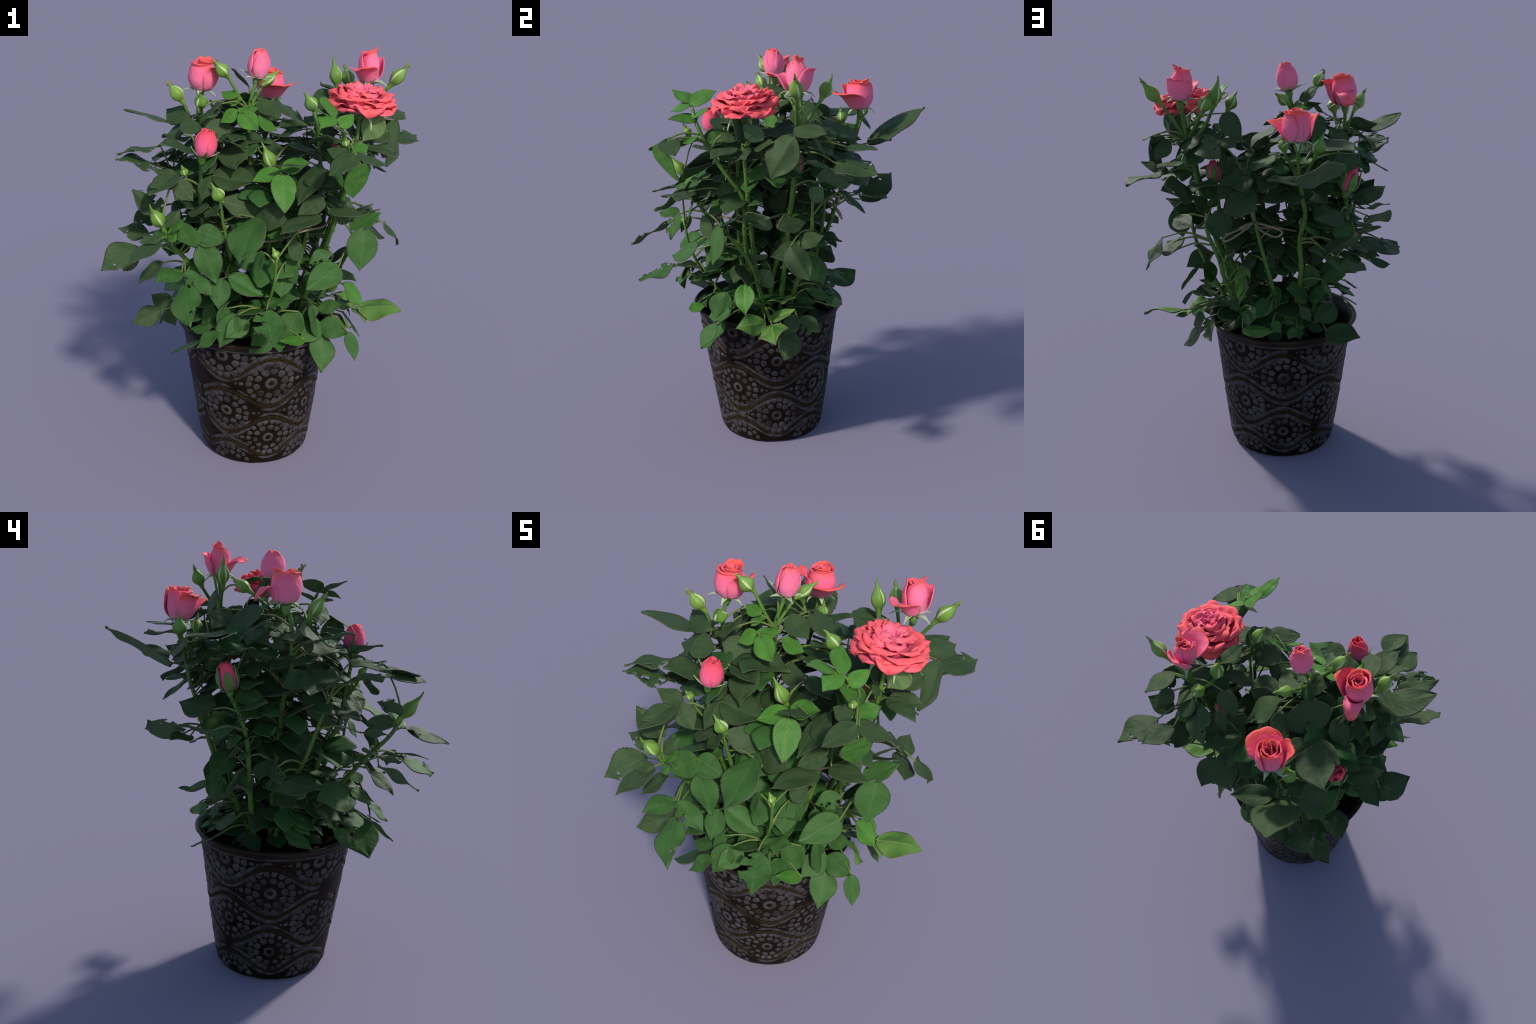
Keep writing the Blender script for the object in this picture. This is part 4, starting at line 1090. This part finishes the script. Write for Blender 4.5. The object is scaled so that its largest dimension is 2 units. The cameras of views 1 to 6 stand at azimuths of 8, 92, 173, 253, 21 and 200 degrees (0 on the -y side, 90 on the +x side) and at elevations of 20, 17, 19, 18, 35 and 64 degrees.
    frond(root, [(-0.183, 0.269, 1.65, -0.06, 0.334, 1.63, 0.75, -0.01, 0.3, 0.95), (-0.194, 0.271, 1.66, -0.336, 0.319, 1.66, 0.8, 0.08, 0.22, 0.97), (-0.188, 0.277, 1.66, -0.303, 0.465, 1.67, 0.8, 0.09, 0, 1)], "dark")
    frond(root, [(-0.211, 0.041, 1.74, -0.172, 0.148, 1.68, 0.75, -0.01, 0.49, 0.87)], "dark")
    frond(root, [(-0.25, 0.139, 1.7, -0.331, 0.209, 1.63, 0.75, -0.28, 0.49, 0.82)], "dark")
    frond(root, [(-0.465, -0.218, 1.58, -0.644, -0.312, 1.56, 0.62, -0.15, 0.08, 0.98)], "dark")
    frond(root, [(-0.42, 0.126, 1.15, -0.534, 0.208, 1.1, 0.75, -0.16, 0.35, 0.92)], "dark")
    frond(root, [(-0.517, 0.133, 1.14, -0.619, 0.136, 1.1, 0.62, -0.36, 0.14, 0.92)], "dark")
    frond(root, [(0.118, -0.128, 1.6, 0.244, -0.228, 1.58, 0.8, 0.21, 0.07, 0.97)], "dark")
    frond(root, [(-0.185, -0.253, 1.64, -0.06, -0.276, 1.6, 0.8, 0.34, 0.28, 0.9)], "dark")
    frond(root, [(-0.315, -0.281, 1.66, -0.353, -0.136, 1.7, 0.62, 0.08, -0.24, 0.97)], "dark")
    frond(root, [(-0.476, -0.062, 1.6, -0.451, 0.039, 1.56, 0.8, -0.01, 0.37, 0.93)], "dark")
    frond(root, [(-0.353, -0.027, 1.45, -0.318, 0.195, 1.4, 0.7, -0.06, 0.23, 0.97)], "dark")
    frond(root, [(0.287, -0.228, 1.66, 0.195, -0.178, 1.62, 0.8, -0.2, 0.36, 0.91)], "mid")
    frond(root, [(0.185, -0.325, 1.55, 0.07, -0.362, 1.55, 0.62, -0.05, 0.16, 0.99)], "dark")
    frond(root, [(0.561, 0.098, 1.64, 0.559, 0.192, 1.6, 0.7, -0.18, 0.38, 0.91)], "dark")
    frond(root, [(0.259, -0.08, 1.706, 0.212, -0.05, 1.655, 0.8, -0.7, -0.67, 0.25)], "dark")
    frond(root, [(0.546, 0.02, 1.639, 0.466, -0.06, 1.605, 0.7, 0.2, -0.55, 0.81)], "dark")
    frond(root, [(0.074, -0.36, 0.746, -0.024, -0.42, 0.683, 0.8, -0.04, -0.69, 0.72)], "mid")
    frond(root, [(0.226, -0.36, 0.738, 0.117, -0.41, 0.745, 0.62, 0.17, -0.23, 0.96)], "young")
    frond(root, [(0.186, -0.28, 0.842, 0.128, -0.34, 0.72, 0.82, -0.12, -0.87, 0.48)], "mid")
    frond(root, [(-0.09, 0.018, 1.79, -0.182, 0.015, 1.78, 0.8, -0.12, 0.31, 0.94), (-0.092, 0.046, 1.77, -0.121, 0.112, 1.74, 0.75, -0.12, 0.37, 0.92)], "mid")
    frond(root, [(0.194, -0.3, 1.112, 0.131, -0.34, 1.213, 0.7, 0.73, -0.66, 0.19)], "dark")
    frond(root, [(-0.03, -0.34, 0.878, -0.094, -0.36, 0.81, 0.7, -0.27, -0.83, 0.49)], "mid")
    frond(root, [(-0.21, -0.3, 0.848, -0.256, -0.34, 0.772, 0.7, -0.08, -0.86, 0.5)], "mid")
    frond(root, [(-0.405, -0.33, 0.837, -0.514, -0.28, 0.879, 0.7, 0.06, -0.57, 0.82)], "dark")
    frond(root, [(0.4, -0.21, 1.652, 0.42, -0.143, 1.626, 0.7, 0.73, 0.05, 0.68)], "dark")
    frond(root, [(0.34, -0.204, 1.656, 0.38, -0.28, 1.604, 0.82, 0.79, -0.01, 0.62)], "mid")
    frond(root, [(0.36, -0.038, 1.541, 0.4, -0.152, 1.55, 0.62, 0.29, 0.17, 0.94)], "dark")
    frond(root, [(0.338, -0.1, 1.612, 0.237, -0.15, 1.626, 0.62, 0.24, -0.23, 0.94)], "dark")
    frond(root, [(0.407, -0.05, 1.637, 0.346, -0.13, 1.698, 0.7, 0.84, -0.28, 0.47)], "dark")
    frond(root, [(0.503, -0.02, 1.646, 0.534, -0.1, 1.721, 0.7, -0.96, -0.19, 0.2)], "dark")
    frond(root, [(-0.33, 0.014, 1.598, -0.39, -0.042, 1.542, 0.7, -0.76, 0.19, 0.62), (-0.33, 0.027, 1.571, -0.39, 0.128, 1.532, 0.62, -0.35, 0.16, 0.92)], "dark")

    # twine round the bush with a bow at the back, and the support stake
    loop = []
    for i in range(41):
        a = math.radians(60 + 360 * i / 40)
        loop.append((0.03 + 0.27 * math.cos(a), -0.01 + 0.26 * math.sin(a), 1.215 + 0.035 * math.sin(a + 0.6) + 0.012 * math.sin(5 * a)))
    h = Heap()
    v, f = tube(smooth_path(loop, 3), 0.0055, 6); h.add(v, f)
    k = (0.125, 0.26, 1.288)
    for pts in ([k, (0.06, 0.32, 1.285), (0.0, 0.34, 1.262), (0.03, 0.33, 1.235), (0.09, 0.30, 1.255), k],
                [k, (0.18, 0.30, 1.272), (0.25, 0.33, 1.255), (0.275, 0.34, 1.232), (0.25, 0.34, 1.228), (0.18, 0.31, 1.262), k],
                [k, (0.16, 0.30, 1.29), (0.20, 0.31, 1.275)], [k, (0.135, 0.27, 1.33), (0.14, 0.26, 1.36)]):
        v, f = tube(smooth_path(pts, 6), 0.0055, 6); h.add(v, f)
    new_object("twine", make_mesh("twine", h.v, h.f, [MAT["twine"]]), root)
    v, f = tube(smooth_path([(0.075, 0.0, 0.58), (0.10, 0.0, 1.0), (0.15, 0.0, 1.3), (0.185, 0.0, 1.52)], 8), 0.011, 8)
    new_object("support_stake", make_mesh("support_stake", v, f, [MAT["stake"]]), root)
    KEEP_CLEAR.extend(np.array(q) for q in (k, (0.05, 0.33, 1.26), (0.23, 0.33, 1.25), (0.29, -0.05, 1.2)))
    fill(root)


def hull(z):
    """Half-extents of the leafy mass about the middle at height z: left, right, front, back."""
    zs = [0.66, 0.76, 0.9, 1.1, 1.3, 1.5, 1.7]
    return [float(np.interp(z, zs, e)) for e in (
        [0.30, 0.27, 0.24, 0.32, 0.42, 0.52, 0.48], [0.28, 0.26, 0.16, 0.19, 0.34, 0.52, 0.56],
        [0.36, 0.41, 0.38, 0.36, 0.37, 0.36, 0.30], [0.27, 0.24, 0.12, 0.16, 0.29, 0.45, 0.42])]


def inner_materials():
    out = []
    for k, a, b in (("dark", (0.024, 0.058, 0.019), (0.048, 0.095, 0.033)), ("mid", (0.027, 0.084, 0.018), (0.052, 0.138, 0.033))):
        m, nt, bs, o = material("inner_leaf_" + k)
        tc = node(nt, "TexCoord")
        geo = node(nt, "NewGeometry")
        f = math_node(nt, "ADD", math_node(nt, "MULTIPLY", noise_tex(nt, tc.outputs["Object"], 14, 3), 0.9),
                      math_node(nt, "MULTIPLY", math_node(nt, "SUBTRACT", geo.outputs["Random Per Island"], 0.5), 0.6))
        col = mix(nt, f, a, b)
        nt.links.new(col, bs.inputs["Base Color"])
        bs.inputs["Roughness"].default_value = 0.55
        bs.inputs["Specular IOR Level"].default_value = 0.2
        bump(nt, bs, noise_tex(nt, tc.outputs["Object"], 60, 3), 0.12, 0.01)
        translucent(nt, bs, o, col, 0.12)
        out.append(m)
    return out


def shades(c, gap):
    """True where a leaf centred at c would touch a placed leaf or stand before one seen from outside."""
    out = unit([c[0] + 0.02, c[1], 0.25])
    own = len(KEEP_CLEAR)
    pts = np.array(KEEP_CLEAR + LEAF_CENTRES)
    d = pts - c
    along = d @ out
    across = np.linalg.norm(d - along[:, None] * out, axis=1)
    dist = np.linalg.norm(d, axis=1)
    if dist.min() < gap:
        return True
    before = (along < 0) & (along > -0.16) & (across < np.where(np.arange(len(pts)) < own, 0.085, 0.05 if c[1] < 0 else 0.036))
    return bool(before.any())


def fill(root):
    """The inside of the bush: compound leaves wherever the outer ones leave room, joined into one part."""
    rng = random.Random(21)
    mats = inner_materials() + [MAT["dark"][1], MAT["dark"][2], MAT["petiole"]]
    shapes = [leaf_shape(st, 3 + st)[0][::3, ::2] for st in (FLAT, CONVEX, FOLDED, WAVY, DROOP, ROUND)]
    heap = Heap()
    made = 0
    for _ in range(9000):
        if made >= FILL:
            break
        z = rng.uniform(0.70, 1.70)
        th = rng.uniform(-math.pi, math.pi)
        l, r, f, b = hull(z)
        if th < 0:
            l *= 1.0 + 0.75 * math.exp(-((z - 0.95) / 0.22) ** 2)        # the bush bulges low down at the front left
        q = rng.uniform(0.12, 0.82) ** 0.7
        p = np.array([-0.02 + q * math.cos(th) * (r if math.cos(th) > 0 else l), q * math.sin(th) * (b if math.sin(th) > 0 else f), z])
        if z > 1.56 and (0.06 < p[0] < 0.24 or p[1] < -0.30 or p[1] > 0.42):      # the gap between the two flowering tops
            continue
        out = unit([p[0] + 0.02, p[1], 0])
        d = unit(out + np.array([rng.uniform(-.7, .7), rng.uniform(-.7, .7), rng.uniform(-0.35, 0.25)]))
        size = rng.uniform(0.12, 0.175)
        cen = p + d * size * 0.45
        if shades(cen, 0.058):
            continue
        side = unit(np.cross(UP, d))
        n = unit(UP * rng.uniform(0.5, 1.0) + out * rng.uniform(0.1, 0.9) + side * rng.uniform(-0.3, 0.3))
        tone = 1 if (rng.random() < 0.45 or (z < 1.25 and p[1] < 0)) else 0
        start = nearest_cane(p)
        if 0.01 < np.linalg.norm(start - p) < 0.3:
            v, fc = tube(smooth_path([start, (start + p) / 2 + 0.08 * UP * np.linalg.norm(start - p), p], 4), 0.0042, 5, False)
            heap.add(v, fc, 4)
        for ang in (0, 1.2, -1.2):
            dd = unit(d * math.cos(ang) + side * math.sin(ang) + np.array([0, 0, -rng.uniform(0.05, 0.5)]))
            base = p + dd * 0.008
            s = size * (1 if ang == 0 else 0.86)
            c = base + dd * s * 0.5
            if ang and shades(c, 0.05):
                continue
            nn = unit(n - np.dot(n, dd) * dd)
            ss = np.cross(nn, dd)
            w = s * rng.uniform(0.66, 0.82)
            G = rng.choice(shapes)
            P = base + G[..., 0:1] * s * dd + G[..., 1:2] * w * ss + G[..., 2:3] * s * nn
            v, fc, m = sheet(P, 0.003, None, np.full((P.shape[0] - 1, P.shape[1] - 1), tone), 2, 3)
            heap.add(v, fc, m)
            LEAF_CENTRES.append(c)
        made += 1
    ob = new_object("inner_foliage", make_mesh("inner_foliage", heap.v, heap.f, mats, heap.m), root)
    ob["kind"] = "stuff"
    print("inner fronds", made)


FILL = 165
build()
